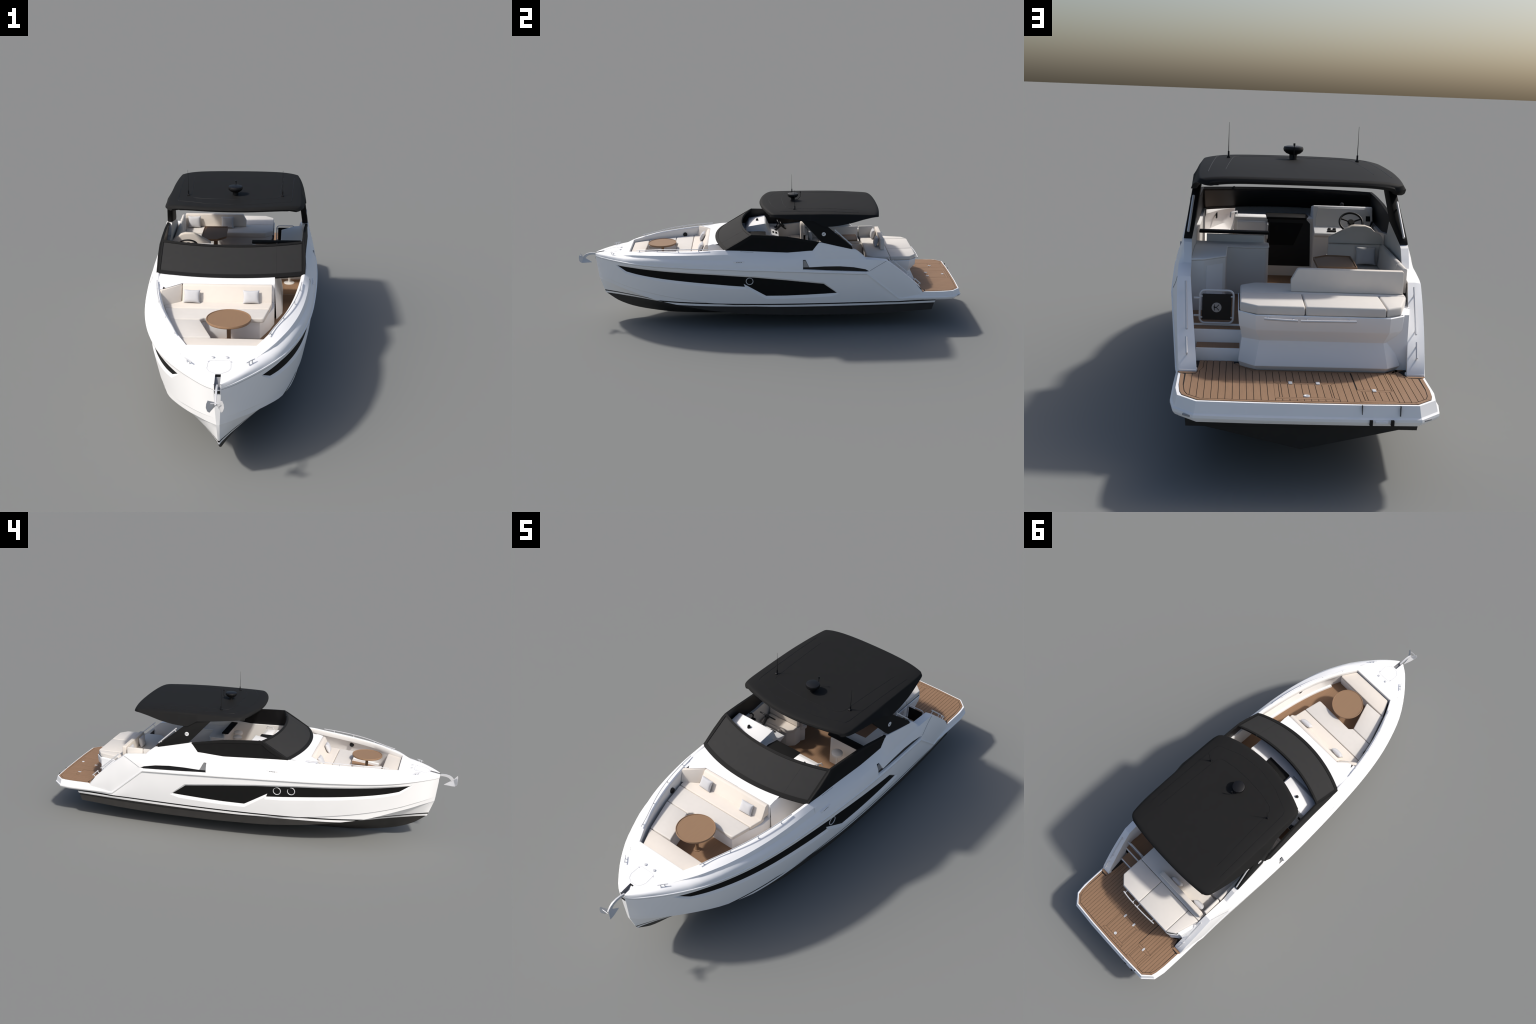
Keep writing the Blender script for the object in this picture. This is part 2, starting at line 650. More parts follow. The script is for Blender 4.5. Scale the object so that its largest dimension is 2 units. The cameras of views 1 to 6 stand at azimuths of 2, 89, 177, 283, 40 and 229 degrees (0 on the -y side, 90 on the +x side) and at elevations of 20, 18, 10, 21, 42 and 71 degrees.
for sg, lst in ((1, [(-.095, .2775)]), (-1, [(-.171, .2815), (-.2385, .2865)])):
    for y, z in lst:
        x = (hull_x(y, z) - .0062)
        rot = Matrix.Rotation(math.radians(90), 3, 'Y') @ Matrix.Identity(3)
        torus("porthole_ring", (x*sg, y, z), .0175, .0019, STEEL, hull, rot)

# ==================================================== DECK MOULDING (upper side)
deck = empty("deck_moulding", yacht)


def rub_up(t):
    p = on(fR, -.913, .787, t)
    return p + Vector((-.003*min(1, t/.02), 0, .0045))


def knuck(t):
    return on(fN, -.912, .787, t)


def upper(t, f):
    a, b = rub_up(t), knuck(t)
    p = a.lerp(b, f)
    bow = max(0, 1 - t/.35)
    s = math.sin(math.pi*f)
    p.x += (.0035 + .004*bow)*s*min(1, t/.03)
    p.z += .004*bow*s
    return p


SLOT = [(.1755, .341), (.1765, .3865), (.1875, .3865), (.2065, .351), (.28, .3525), (.36, .351), (.43, .344), (.49, .3315), (.5095, .3215),
        (.495, .3195), (.40, .3255), (.30, .332), (.22, .3385)]
st2 = sorted(set([round(v, 5) for v in [0, .004, .009, .016, .025, .036, .05, .066] + [.08 + .02*i for i in range(46)]
                  + [(.499+.913)/1.7, (.598+.913)/1.7, (.667+.913)/1.7, 1.0]]))
slot_o = dense(inset(SLOT, -.0008), .01)
slot_i = dense(SLOT, .01)


def to_upper(y, z):
    return to_param(upper, y, z)


_old = to_param
for sg in (1, -1):
    side = patch(upper, st2, [i/6 for i in range(7)], [(slot_o, slot_i, .007)], {0: GEL, 1: BLACK, 2: GEL}, {0: "side_moulding", 1: "air_intake", 2: "intake_reveal"}, deck, sg)
    for o in side:
        if o.name.startswith("side_moulding"):
            smooth_normals(o, upper)

# fin plate inside the intake
for sg in (1, -1):
    prism("intake_fin", [(.176, .343), (.177, .386), (.187, .386), (.206, .351), (.222, .344), (.222, .3395)], sg*.3085, sg*.3055, GREY, deck, .0005, 1, axis='x')

# seam of the aft wing panel
def upper_pt(y, z, off=.0004):
    t, f = to_param(upper, y, z)
    p = upper(t, f)
    return (p.x + off, p.y, p.z)


seam = [upper_pt(lerp(.513, .597, k/8), lerp(.3235, .3685, k/8), 0) for k in range(9)]
for sg in (1, -1):
    tube("panel_seam", [(p[0]*sg, p[1], p[2]) for p in seam], .0009, SEAMD, deck, 6)

# upper side above the knuckle: coaming forward, cabin side amidships, cockpit coaming aft
C2 = [(-.753, .122, .375), (-.7, .1635, .3885), (-.65, .1895, .394), (-.6, .2115, .3985), (-.5, .2430, .4055), (-.4, .2625, .410),
      (-.3, .2742, .414), (-.2, .2805, .4155)]
CT = [(-.753, .122, .375), (-.722, .1215, .3905), (-.65, .160, .402), (-.6, .181, .4095), (-.5, .2145, .417), (-.4, .238, .423),
      (-.3, .254, .429), (-.235, .262, .434), (-.2, .264, .434)]
CI = [(-.753, .122, .375), (-.722, .108, .391), (-.65, .146, .4005), (-.6, .1665, .408), (-.5, .2015, .4155), (-.4, .226, .4215),
      (-.3, .243, .428), (-.235, .2515, .433), (-.2, .2535, .433)]
f2, fT, fI = pch(C2), lin(CT[:2]), None
_ct, _ci = pch(CT[1:]), pch(CI[1:])
fT = lambda y: lin(CT[:2])(y) if y < -.722 else _ct(y)
fI = lambda y: lin(CI[:2])(y) if y < -.722 else _ci(y)
FLOOR_BOW, FLOOR = .299, .2595
ys = [-.753 + .0103*i for i in range(4)] + [-.70 + .02*i for i in range(26)]
ys[3] = -.722
rows = []
for y in ys:
    n, k, t, i = fN(y), f2(y), fT(y), fI(y)
    rows.append([(n[0], y, n[1]), (k[0], y, k[1]), (lerp(k[0], t[0], .5), y, lerp(k[1], t[1], .5) + .0006), (t[0], y, t[1]),
                 (lerp(t[0], i[0], .5), y, max(t[1], i[1]) + .0008), (i[0], y, i[1])])
both("bow_coaming", rows, GEL, deck, 22, flip=True)
# inner face of the bow well: plain to port, recessed below the coaming on the walkway side
port, stbd = [], []
for y in [-.722 + .02*i for i in range(27)]:
    i = fI(y)
    port.append([(-i[0], y, i[1]), (-i[0] + .003, y, i[1] - .005), (-i[0] + .002, y, i[1] - .02), (-i[0] + .005, y, .34), (-i[0] - .004, y, FLOOR_BOW - .02)])
    k = min(1, max(0, (y + .625)/.05))*min(1, max(0, (-.20 - y)/.06))
    stbd.append([(i[0], y, i[1]), (i[0] - .003, y, i[1] - .005), (i[0] - .0025, y, i[1] - .022), (i[0] + .003*k, y, i[1] - .028),
                 (i[0] + .019*k, y, .365), (i[0] + .021*k, y, .335), (i[0] + .003, y, .313), (i[0] + .004, y, FLOOR_BOW - .02)])
grid("well_liner", stbd, WALL, deck, 35, flip=True)
grid("well_liner", port, WALL, deck, 40, flip=False)
# low ledge along the starboard walkway
led = []
for y in [-.60 + .02*i for i in range(20)]:
    i = fI(y)
    led.append([(i[0] + .004, y, .312), (i[0] - .006, y, .310), (i[0] - .008, y, FLOOR_BOW - .002)])
grid("walkway_ledge", led, DECK, deck, 30, flip=True)

SO = [(-.2, .264, .434), (-.15, .2675, .4326), (-.1, .2680, .4295), (0, .2705, .424), (.1, .2745, .4195), (.2, .281, .428), (.225, .282, .4295),
      (.257, .2815, .470), (.272, .2855, .4705), (.35, .2865, .451), (.425, .286, .433), (.445, .285, .428), (.47, .2825, .408),
      (.494, .280, .384), (.55, .278, .3775), (.600, .2765, .3705), (.65, .272, .331), (.7, .2665, .288), (.75, .2605, .243), (.778, .257, .215), (.787, .256, .196)]
SI = [(-.2, .2535, .433), (-.1, .2545, .4285), (0, .256, .423), (.1, .259, .4185), (.2, .2625, .427), (.225, .263, .4285), (.257, .2625, .469),
      (.272, .2655, .4695), (.425, .2655, .432), (.445, .265, .427), (.47, .2635, .407), (.494, .2625, .3835), (.55, .261, .377), (.600, .259, .370),
      (.65, .253, .331), (.7, .246, .288), (.75, .239, .243), (.778, .235, .215), (.787, .234, .196)]
fSO, fSI = lin(SO), lin(SI)
ya = sorted(set([r[0] for r in SO] + [-.2 + .025*i for i in range(39)] + [.435, .46, .482]))
ya = [y for y in ya if y <= .787]
rows, inner = [], []
for y in ya:
    n, o, i = fN(y), fSO(y), fSI(y)
    k = max(0, min(1, (-.1 - y)/.1))
    m1 = (lerp(n[0], o[0], .45) + .0015 + .004*k, y, lerp(n[1], o[1], .45) + .004*k)
    rows.append([(n[0], y, n[1]), m1, (o[0], y, o[1]), (i[0], y, i[1])])
    zb = .245 if y < .66 else .185
    inner.append([(i[0], y, i[1]), (i[0] - .001, y, lerp(i[1], zb, .3)), (i[0] - .004*(1 if y < .6 else 0), y, zb)])
both("cabin_side", rows, GEL, deck, 24, flip=True)
both("cockpit_liner", inner, WALL, deck, 30, flip=True)
# dark slot line under the side glass
for sg in (1, -1):
    pts = []
    for k in range(9):
        y = lerp(-.155, .0, k/8)
        o = fSO(y)
        pts.append((sg*(o[0] + .0022), y, o[1] - .0045))
    tube("drain_slot", pts, .0009, STRIPE, deck, 6)
# recessed lamp on the side
for sg in (1, -1):
    c = upper_pt(-.146, .3795)
    prism("side_lamp", [(-.176, .3845), (-.117, .3845), (-.124, .3755), (-.17, .3755)], sg*(c[0] - .002), sg*(c[0] + .0012), DECK, deck, .0008, 1, axis='x')
    for k in range(4):
        box("lamp_lens", (sg*(c[0] + .0012), -.157 + .0075*k, .380), (.001, .005, .004), GREY, deck, .0003, 1)

# wing feet end faces
for sg in (1, -1):
    prism("wing_foot", [(sg*.2725, .787), (sg*.234, .787), (sg*.232, .77), (sg*.272, .76)], .186, .199, GEL, deck, .001, 1)

# ---------------------------------------------------------------- foredeck
fdc = pch([(-.912, .3575), (-.866, .3655), (-.82, .3700), (-.79, .3735), (-.77, .3770), (-.753, .3805), (-.735, .386), (-.722, .391)])


def fd_half(y):
    return fN(y)[0] if y < -.753 else lerp(.122, .108, (y + .753)/.031)


def fd_z(x, y):
    e = fN(y)[1] if y < -.753 else lerp(.375, .391, (y + .753)/.031)
    u = min(1, abs(x)/max(fd_half(y), .001))
    return lerp(fdc(y)[0], e, u**3)


edge = [-.912, -.905, -.897, -.888, -.878, -.865, -.85, -.835, -.82, -.805, -.79, -.775, -.762, -.753, -.743, -.733, -.722]
outer = [(fd_half(y), y) for y in edge] + [(x*.108, -.722) for x in (.75, .5, .25, 0, -.25, -.5, -.75)] + [(-fd_half(y), y) for y in edge[::-1]]
outer += [(-.0085, -.912), (-.0085, -.866), (.0085, -.866), (.0085, -.912)]
pts = [(x, y) for y in [-.895 + .012*i for i in range(15)] for x in [-.112 + .014*k for k in range(17)]
       if inside((x, y), outer) and segdist((x, y), outer) > .005]
v2, tris = cdt(outer, [], pts)
poly_mesh("foredeck", [(x, y, fd_z(x, y)) for x, y in v2], [t for t, c in tris], DECK, deck, 60)
xx = (-1, -.75, -.5, -.25, 0, .25, .5, .75, 1)
grid("well_front", [[(x*.108, -.722, .391) for x in xx], [(x*.1065, -.7195, .3908) for x in xx], [(x*.106, -.7185, .389) for x in xx], [(x*.106, -.718, .34) for x in xx]], WALL, deck, 30)
# bow cap joining both rub rails around the stem
bow = []
for y in (-.913,):
    pass
p0, p1 = rub_low(0), knuck(0)
grid("bow_cap", [[(s*.0125, -.913 - .002*(1 - abs(s)), z) for s in (-1, -.7)] for z in (.337, .343, .350, .357)], GEL, deck, 40, flip=True)
grid("bow_cap", [[(s*.0125, -.913 - .002*(1 - abs(s)), z) for s in (.7, 1)] for z in (.337, .343, .350, .357)], GEL, deck, 40, flip=True)

# anchor channel, roller and anchor
anchor = empty("anchor_gear", yacht)
grid("anchor_channel", [[(-.0085, y, fd_z(.0085, y)), (-.008, y, z), (.008, y, z), (.0085, y, fd_z(.0085, y))] for y, z in ((-.912, .338), (-.90, .3405), (-.885, .347), (-.8665, .3585))], GREY, anchor, 30, flip=True)
box("channel_end", (0, -.8665, .360), (.016, .003, .008), BLACK, anchor, .0002, 1)
box("chain_mouth", (0, -.9125, .331), (.0165, .003, .009), BLACK, anchor, .0005, 1)
shank = [(0, -.905, .348), (0, -.925, .352), (0, -.942, .3515), (0, -.958, .347), (0, -.968, .340), (0, -.975, .331), (0, -.980, .324)]
w = .0028
rows = []
for i, p in enumerate(shank):
    a = Vector(shank[max(0, i-1)])
    b = Vector(shank[min(len(shank)-1, i+1)])
    d = (b - a).normalized()
    nrm = Vector((0, -d.z, d.y))
    h = lerp(.004, .0085, i/6)
    P0 = Vector(p)
    rows.append([tuple(P0 + nrm*h + Vector((-w, 0, 0))), tuple(P0 + nrm*h + Vector((w, 0, 0))), tuple(P0 - nrm*h + Vector((w, 0, 0))), tuple(P0 - nrm*h + Vector((-w, 0, 0)))])
grid("anchor_shank", rows, STEEL, anchor, 40, closed=True)
# saddle shaped flukes: two plates falling from a common ridge to a pointed tip
for sg in (1, -1):
    ridge = Vector((0, -.979, .3345))
    fl = [(0, -.937, .305), (sg*.006, -.955, .3058), (sg*.013, -.975, .3065), (sg*.0165, -.990, .308), (sg*.0225, -.9985, .317), (sg*.0258, -.9995, .328),
          (sg*.0245, -.9995, .340), (sg*.0205, -.9975, .3495), (sg*.0165, -.993, .3445), (sg*.008, -.985, .3375)]
    pts3 = [tuple(ridge)] + fl
    n = len(pts3)
    verts = pts3 + [(x, y + .0012, z - .002) for x, y, z in pts3]
    faces = []
    for i in range(1, n - 1):
        faces += [[0, i, i + 1], [n, n + i + 1, n + i]]
    faces += [[i, (i+1) % n, n + (i+1) % n, n + i] for i in range(n)]
    poly_mesh("anchor_fluke", verts, faces, STEEL, anchor, 25, recalc=True)
tube("anchor_roll_bar", [(-.013, -.9965, .339), (0, -.9965, .3395), (.013, -.9965, .339)], .0012, STEEL, anchor, 8)

# foredeck hardware
hw = empty("deck_hardware", yacht)
for sg in (1, -1):
    c = Vector((sg*.0935, -.808, .3745))
    d = Vector((sg*.62, .78, 0)).normalized()
    tube("mooring_cleat", [tuple(c + d*k*.0185 + Vector((0, 0, .0085 - .001*abs(k)))) for k in (-1, -.6, 0, .6, 1)], .0016, STEEL, hw, 8)
    for k in (-.38, .38):
        tube("cleat_post", [tuple(c + d*k*.0185 + Vector((0, 0, h))) for h in (-.002, .008)], .0018, STEEL, hw, 8)
    lathe("deck_fitting", [(.0, .0045), (.0045, .0045), (.0055, .0035), (.0055, 0), (.004, -.002)], (sg*.0215, -.777, .375), STEEL, hw, 20)
    box("hatch_hinge", (sg*.034, -.80, .3755), (.006, .002, .0012), STEEL, hw, .0004, 1)
hatch = [(-.034, -.795), (-.036, -.835), (-.028, -.851), (-.012, -.861), (.012, -.861), (.028, -.851), (.036, -.835), (.034, -.795), (.026, -.790), (-.026, -.790)]
tube("hatch_seam", [(x, y, fd_z(x, y) + .0003) for x, y in dense(hatch, .006)], .0004, SEAM, hw, 6, closed=True)

# bow hand rails
for sg in (1, -1):
    rp = [(-.676, .145, .408), (-.64, .158, .4118), (-.6, .175, .4165), (-.55, .196, .4235), (-.5, .2135, .4285), (-.45, .227, .432), (-.4, .2375, .4345), (-.35, .2455, .4365), (-.297, .252, .4375)]
    fr = pch(rp)
    pts = []
    for k in range(26):
        y = lerp(-.676, -.297, k/25)
        x, z = fr(y)
        pts.append((sg*x, y, z))
    tube("bow_rail", pts, .0019, STEEL, hw, 8)
    for y in (-.66, -.565, -.455, -.35):
        x, z = fr(y)
        tube("rail_post", [(sg*x, y, z), (sg*(x + .001), y, z - .018)], .0018, STEEL, hw, 8)

# ================================================================ BOW LOUNGE
lounge = empty("bow_lounge", yacht)
prism("bow_sole", [(.16, -.70), (-.11, -.70), (-.24, -.40), (-.24, -.29), (.17, -.29), (.17, -.071), (.262, -.071), (.262, -.28), (.24, -.42), (.20, -.57)], .268, FLOOR_BOW, TEAK, lounge, 0)
wallx = lambda y: -(fI(y)[0] - .010)


def cushion(name, outline, z0, z1, mat, parent, bev=.0045):
    return prism(name, outline, z0, z1, mat, parent, bev, 3)


SZ = .3785
aft_seat = [(.119, -.482), (.126, -.478), (.141, -.4012), (-.0 + wallx(-.4012), -.4012), (wallx(-.495) + .001, -.4935), (-.086, -.4935), (-.072, -.478)]
cushion("aft_bench_seat", aft_seat, SZ - .017, SZ, SEAT, lounge)
cushion("aft_bench_rear_seat", [(.1415, -.3988), (.150, -.352), (.150, -.33), (-.17, -.33), (wallx(-.36), -.358), (wallx(-.3988), -.3988)], SZ - .017, SZ, CREAM, lounge)
cushion("port_bench_seat", [(wallx(-.497), -.4958), (-.0865, -.4958), (-.0385, -.634), (wallx(-.637) + .003, -.6375)], SZ - .017, SZ, SEAT, lounge)
cushion("forward_bench_seat", [(.141, -.643), (.146, -.65), (.108, -.715), (-.095, -.715), (-.100, -.713), (wallx(-.64) + .003, -.640), (-.038, -.640)], SZ - .017, SZ, CREAM, lounge)
# plinths under the seats
prism("bench_plinth", [(.112, -.470), (.145, -.39), (.158, -.345), (.158, -.30), (-.20, -.30), (wallx(-.4) - .004, -.40), (wallx(-.49) - .002, -.487), (-.08, -.487), (-.07, -.470)], .27, SZ - .0165, DECK, lounge, .002)
prism("bench_plinth", [(wallx(-.485) - .002, -.48), (-.094, -.48), (-.046, -.63), (-.04, -.648), (wallx(-.65), -.648)], .27, SZ - .0168, DECK, lounge, .002)
prism("bench_plinth", [(.150, -.650), (.112, -.717), (-.100, -.717), (wallx(-.65), -.645), (.140, -.645)], .27, SZ - .0172, DECK, lounge, .002)
prism("corner_filler", [(-.226, -.352), (-.238, -.352), (-.249, -.31), (-.226, -.305)], .30, .427, DECK, lounge, 0)
# back rest
prism("bench_backrest", [(-.348, .377), (-.340, .390), (-.322, .428), (-.316, .4315), (-.308, .4315), (-.305, .428), (-.305, .377)], -.160, .149, CREAM, lounge, .002, 2, axis='x')
verts = [(-.163, -.347, .377), (-.224, -.387, .377), (-.163, -.312, .4305), (-.2275, -.3715, .4285), (-.163, -.303, .4285), (-.235, -.361, .4275), (-.163, -.305, .377), (-.241, -.361, .377)]
poly_mesh("corner_backrest", verts, [[0, 2, 3, 1], [2, 4, 5, 3], [4, 6, 7, 5], [0, 6, 4, 2], [1, 3, 5, 7], [0, 1, 7, 6]], CREAM, lounge, 35, .0025, 2, recalc=True)


def pillow(name, c, w, h, th, rot, parent, mat=PILLOW):
    n = 18
    verts, faces = [], []
    for side in (1, -1):
        for i in range(n + 1):
            for j in range(n + 1):
                u, v = 2*i/n - 1, 2*j/n - 1
                e = (1 - abs(u)**2.6)*(1 - abs(v)**2.6)
                pin = 1 - .10*(1 - abs(v)**2)*abs(u)**3
                pin2 = 1 - .10*(1 - abs(u)**2)*abs(v)**3
                p = Vector((u*w/2*pin, side*th/2*max(0, e)**.45, v*h/2*pin2))
                p.y += .0004*math.sin(5*u + 3*v)*e
                verts.append(tuple(rot @ p + Vector(c)))
        s = 0 if side == 1 else (n+1)**2
        for i in range(n):
            for j in range(n):
                f = [s + i*(n+1) + j, s + (i+1)*(n+1) + j, s + (i+1)*(n+1) + j + 1, s + i*(n+1) + j + 1]
                faces.append(f if side == -1 else f[::-1])
    return poly_mesh(name, verts, faces, mat, parent, 60)


R = lambda a, ax: Matrix.Rotation(math.radians(a), 3, ax)
pillow("pillow", (.078, -.3490, .4005), .058, .047, .022, R(2, 'Z') @ R(-28, 'X'), lounge)
pillow("pillow", (-.126, -.3490, .4005), .058, .047, .022, R(-3, 'Z') @ R(-28, 'X'), lounge)
# table
lathe("table_top", [(0, .4085), (.0695, .4085), (.0705, .4105), (.0725, .4105), (.0733, .4090), (.0733, .404), (.0715, .4015), (.02, .4015), (0, .4015)], (.013, -.554, 0), TABLE, lounge, 72, 30)
lathe("table_pedestal", [(.0075, .403), (.0068, .36), (.0068, .31), (.010, .302), (.014, .301), (.014, .298)], (.013, -.554, 0), TABLE, lounge, 24)
# speaker
for sg in (1, -1):
    lathe("speaker", [(0, .002), (.006, .0015), (.009, .003), (.0115, .002), (.0115, -.003)], (sg*(fI(-.449)[0] - .006 + (.012 if sg > 0 else 0)), -.449, .386 if sg < 0 else .379), BLACK, lounge, 28, rot=R(-sg*90, 'Y'))

# cabin top between lounge and windshield, running aft as the dashboard
ws_lo = lambda x: (-.2685 + .0565*(abs(x)/.26)**2.1, .4405 - .0065*(abs(x)/.26)**2)
ws_hi = lambda x: (-.1335 + .0535*(abs(x)/.26)**2.1, .5115 - .0005*(abs(x)/.26)**2)
cab = empty("cabin_front", yacht)
yv = lambda x, k: lerp(-.3065, lerp(ws_lo(x)[0], -.09, max(0, (k - .35)/.65)), min(1, k/.35)) if k < .35 else lerp(ws_lo(x)[0], -.07, (k - .35)/.65)
rows = []
for k in (0, .04, .12, .2, .28, .35, .42, .55, .7, .85, 1):
    r = []
    for i in range(25):
        x = lerp(-.250, .158, i/24)
        y0 = -.3065
        if x < -.163:
            y0 = lerp(-.305, -.352, (-.163 - x)/.05) if x > -.213 else lerp(-.352, -.30, (-.213 - x)/.037)
        yw = ws_lo(x)[0]
        y = lerp(y0, yw, k/.35) if k < .35 else lerp(yw, -.07, (k - .35)/.65)
        z = lerp(.4305, ws_lo(x)[1], k/.35) if k < .35 else lerp(ws_lo(x)[1], .436, (k - .35)/.65) - .012*math.sin(math.pi*(k-.35)/.65)
        if x < -.2:
            z = min(z, lerp(z, fI(min(-.21, y))[1] + .001, (-.2 - x)/.05))
        r.append((x, y, z))
    rows.append(r)
grid("cabin_top", rows, DECK, cab, 30)
# starboard wall of the cabin, flaring out towards the walkway floor
rows = []
for y in (-.3065, -.28, -.25, -.2, -.15, -.1, -.05, -.012):
    zt = .4305 if y < -.30 else (.437 if y < -.25 else .43)
    fl = .022*min(1, max(0, (y + .3065)/.06))
    rows.append([(.158, y, zt), (.159, y, .415), (.161 + .2*fl, y, .38), (.163 + .75*fl, y, .34), (.165 + fl, y, .30), (.166 + fl, y, .268)])
grid("cabin_side_wall", rows, DECK, cab, 40, flip=True)
grid("cabin_side_wall", [[(.158, -.3065, z) for z in (.4305, .34, .268)], [(.0, -.3065, z) for z in (.4305, .34, .268)]], DECK, cab, 40)

# ================================================================ WINDSHIELD
shield = empty("windshield", yacht)
N = 40
XS = [lerp(-.2585, .2585, i/N) for i in range(N + 1)]


def ws_pt(x, v, off=0.0):
    a, b = ws_lo(x), ws_hi(x)
    y, z = lerp(a[0], b[0], v), lerp(a[1], b[1], v)
    return (x, y - off*.5, z + off*.86)


outer_rows = [[ws_pt(x, v) for x in XS] for v in (0, .25, .5, .75, 1)]
inner_rows = [[ws_pt(x, v, -.005) for x in XS] for v in (0, .25, .5, .75, 1)]
grid("windshield_pane", outer_rows, SHIELD, shield, 40, flip=False)
grid("windshield_inner", inner_rows, BLACK, shield, 40, flip=True)


def ws_band(name, v0, v1, x0=-.2605, x1=.2605, h=.0022, n=N):
    xs = [lerp(x0, x1, i/n) for i in range(n + 1)]
    rows = [[ws_pt(x, v0, -.006) for x in xs], [ws_pt(x, v0, h) for x in xs], [ws_pt(x, v1, h) for x in xs], [ws_pt(x, v1, -.006) for x in xs]]
    verts = [p for r in rows for p in r]
    m = n + 1
    faces = []
    for a in range(4):
        b = (a + 1) % 4
        for j in range(n):
            faces.append([a*m + j, a*m + j + 1, b*m + j + 1, b*m + j])
    faces += [[0, m, 2*m, 3*m], [n, m + n, 2*m + n, 3*m + n]]
    return poly_mesh(name, verts, faces, FRAME, shield, 40, recalc=True)


ws_band("windshield_sill", -.03, .085)
ws_band("windshield_top_trim", .945, 1.015)
ws_band("windshield_post", 0, 1, .2525, .2625, .0025, 3)
ws_band("windshield_post", 0, 1, -.2625, -.2525, .0025, 3)
tube("pane_joint", [ws_pt(.163, v, -.0001) for v in (0, .25, .5, .75, 1)], .0003, FRAME, shield, 6)
box("door_latch", (.163, ws_hi(.163)[0] + .002, .512), (.006, .006, .008), BLACK, shield, .001, 1)

# side glass
LOW = [(-.213, .2625, .434), (-.15, .2668, .4326), (-.1, .2672, .4298), (-.05, .2682, .427), (0, .2697, .4242), (.05, .2715, .4215), (.1, .2737, .4195), (.15, .277, .4235), (.2, .2802, .428), (.225, .2812, .4293)]
UPP = [(-.213, .2615, .435), (-.15, .2642, .472), (-.1, .2632, .5015), (-.082, .2605, .5115), (-.04, .2628, .5095), (0, .2646, .507), (.1, .2692, .4985), (.15, .272, .4905), (.2, .2752, .4808), (.257, .279, .4712)]
fl_, fu_ = lin(LOW), lin(UPP)


def side_pt(k, v):
    yl = lerp(-.213, .225, k)
    yu = lerp(-.213, .257, k)
    a, b = fl_(yl), fu_(yu)
    return Vector((lerp(a[0], b[0], v), lerp(yl, yu, v), lerp(a[1], b[1], v)))


ks = sorted(set([i/40 for i in range(41)] + [.134, .2404, .2787]))
vs_ = [0, .1, .3, .5, .7, .86, 1]
for sg in (1, -1):
    o = [[side_pt(k, v) for v in vs_] for k in ks]
    ro = [[(sg*(p.x + .0012), p.y, p.z) for p in r] for r in o]
    ri = [[(sg*(p.x - .005), p.y, p.z) for p in r] for r in o]
    grid("side_window", ro, GLASS, shield, 40, flip=sg > 0)
    grid("side_window_inner", ri, BLACK, shield, 40, flip=sg < 0)
    # frame: top strip and rear/front closing strip
    top = []
    for k in ks:
        b, a = side_pt(k, 1), side_pt(k, .86 if k > .3 else max(.3, .86 - (.3 - k)*2.2))
        top.append([(sg*(a.x + .001), a.y, a.z), (sg*(a.x + .0032), a.y, a.z), (sg*(b.x + .0032), b.y, b.z + .0005), (sg*(b.x + .001), b.y, b.z + .002), (sg*(b.x - .0065), b.y, b.z + .001)])
    grid("side_window_frame", top, FRAME, shield, 30, flip=sg > 0)
    end = [side_pt(1, v) for v in vs_]
    grid("side_window_end", [[(sg*(p.x + .0015), p.y, p.z) for p in end], [(sg*(p.x - .006), p.y + .001, p.z) for p in end]], FRAME, shield, 30, flip=sg < 0)

# ================================================================== HARDTOP
top = empty("hardtop", yacht)
# plan: front and aft edges bowed, corners rounded; side skirts flare out and hang lowest at the pillars
_sh = pch([(.02, .2465), (.06, .2515), (.15, .2535), (.3, .2545), (.42, .2525), (.5, .249), (.56, .2435)])
_fl = pch([(.02, .006), (.06, .0105), (.15, .0145), (.24, .0195), (.3, .0215), (.42, .018), (.5, .011), (.56, .004)])
_zk = lin([(.02, .600), (.05, .5985), (.18, .583), (.235, .5785), (.28, .5505), (.30, .5495), (.36, .5535), (.42, .5635), (.49, .580), (.53, .5865), (.56, .589)])
zc = pch([(-.04, .6210), (.05, .6230), (.16, .6225), (.3, .6205), (.42, .6160), (.5, .6115), (.58, .6065)])


def roof_xs(v):
    yy = lerp(.02, .56, v)
    w = _sh(yy)[0]
    for d, r in ((v*.54, .017), ((1 - v)*.54, .022)):
        if d < r:
            w -= r - math.sqrt(max(0, r*r - (r - d)**2))
    return w, w + _fl(yy)[0], _zk(yy)[0]


def front_y(x):
    return -.033 + .055*(abs(x)/.25)**2.0


def aft_y(x):
    return .5745 - .0175*(abs(x)/.245)**2.4


def roof_top(u, v):
    """u -1..1 across, v 0..1 fore-aft"""
    sh, sk, zk = roof_xs(v)
    x = u*sh
    y = lerp(front_y(x), aft_y(x), v)
    z = zc(y)[0] - .0025*u*u - .009*abs(u)**7
    return Vector((x, y, z))


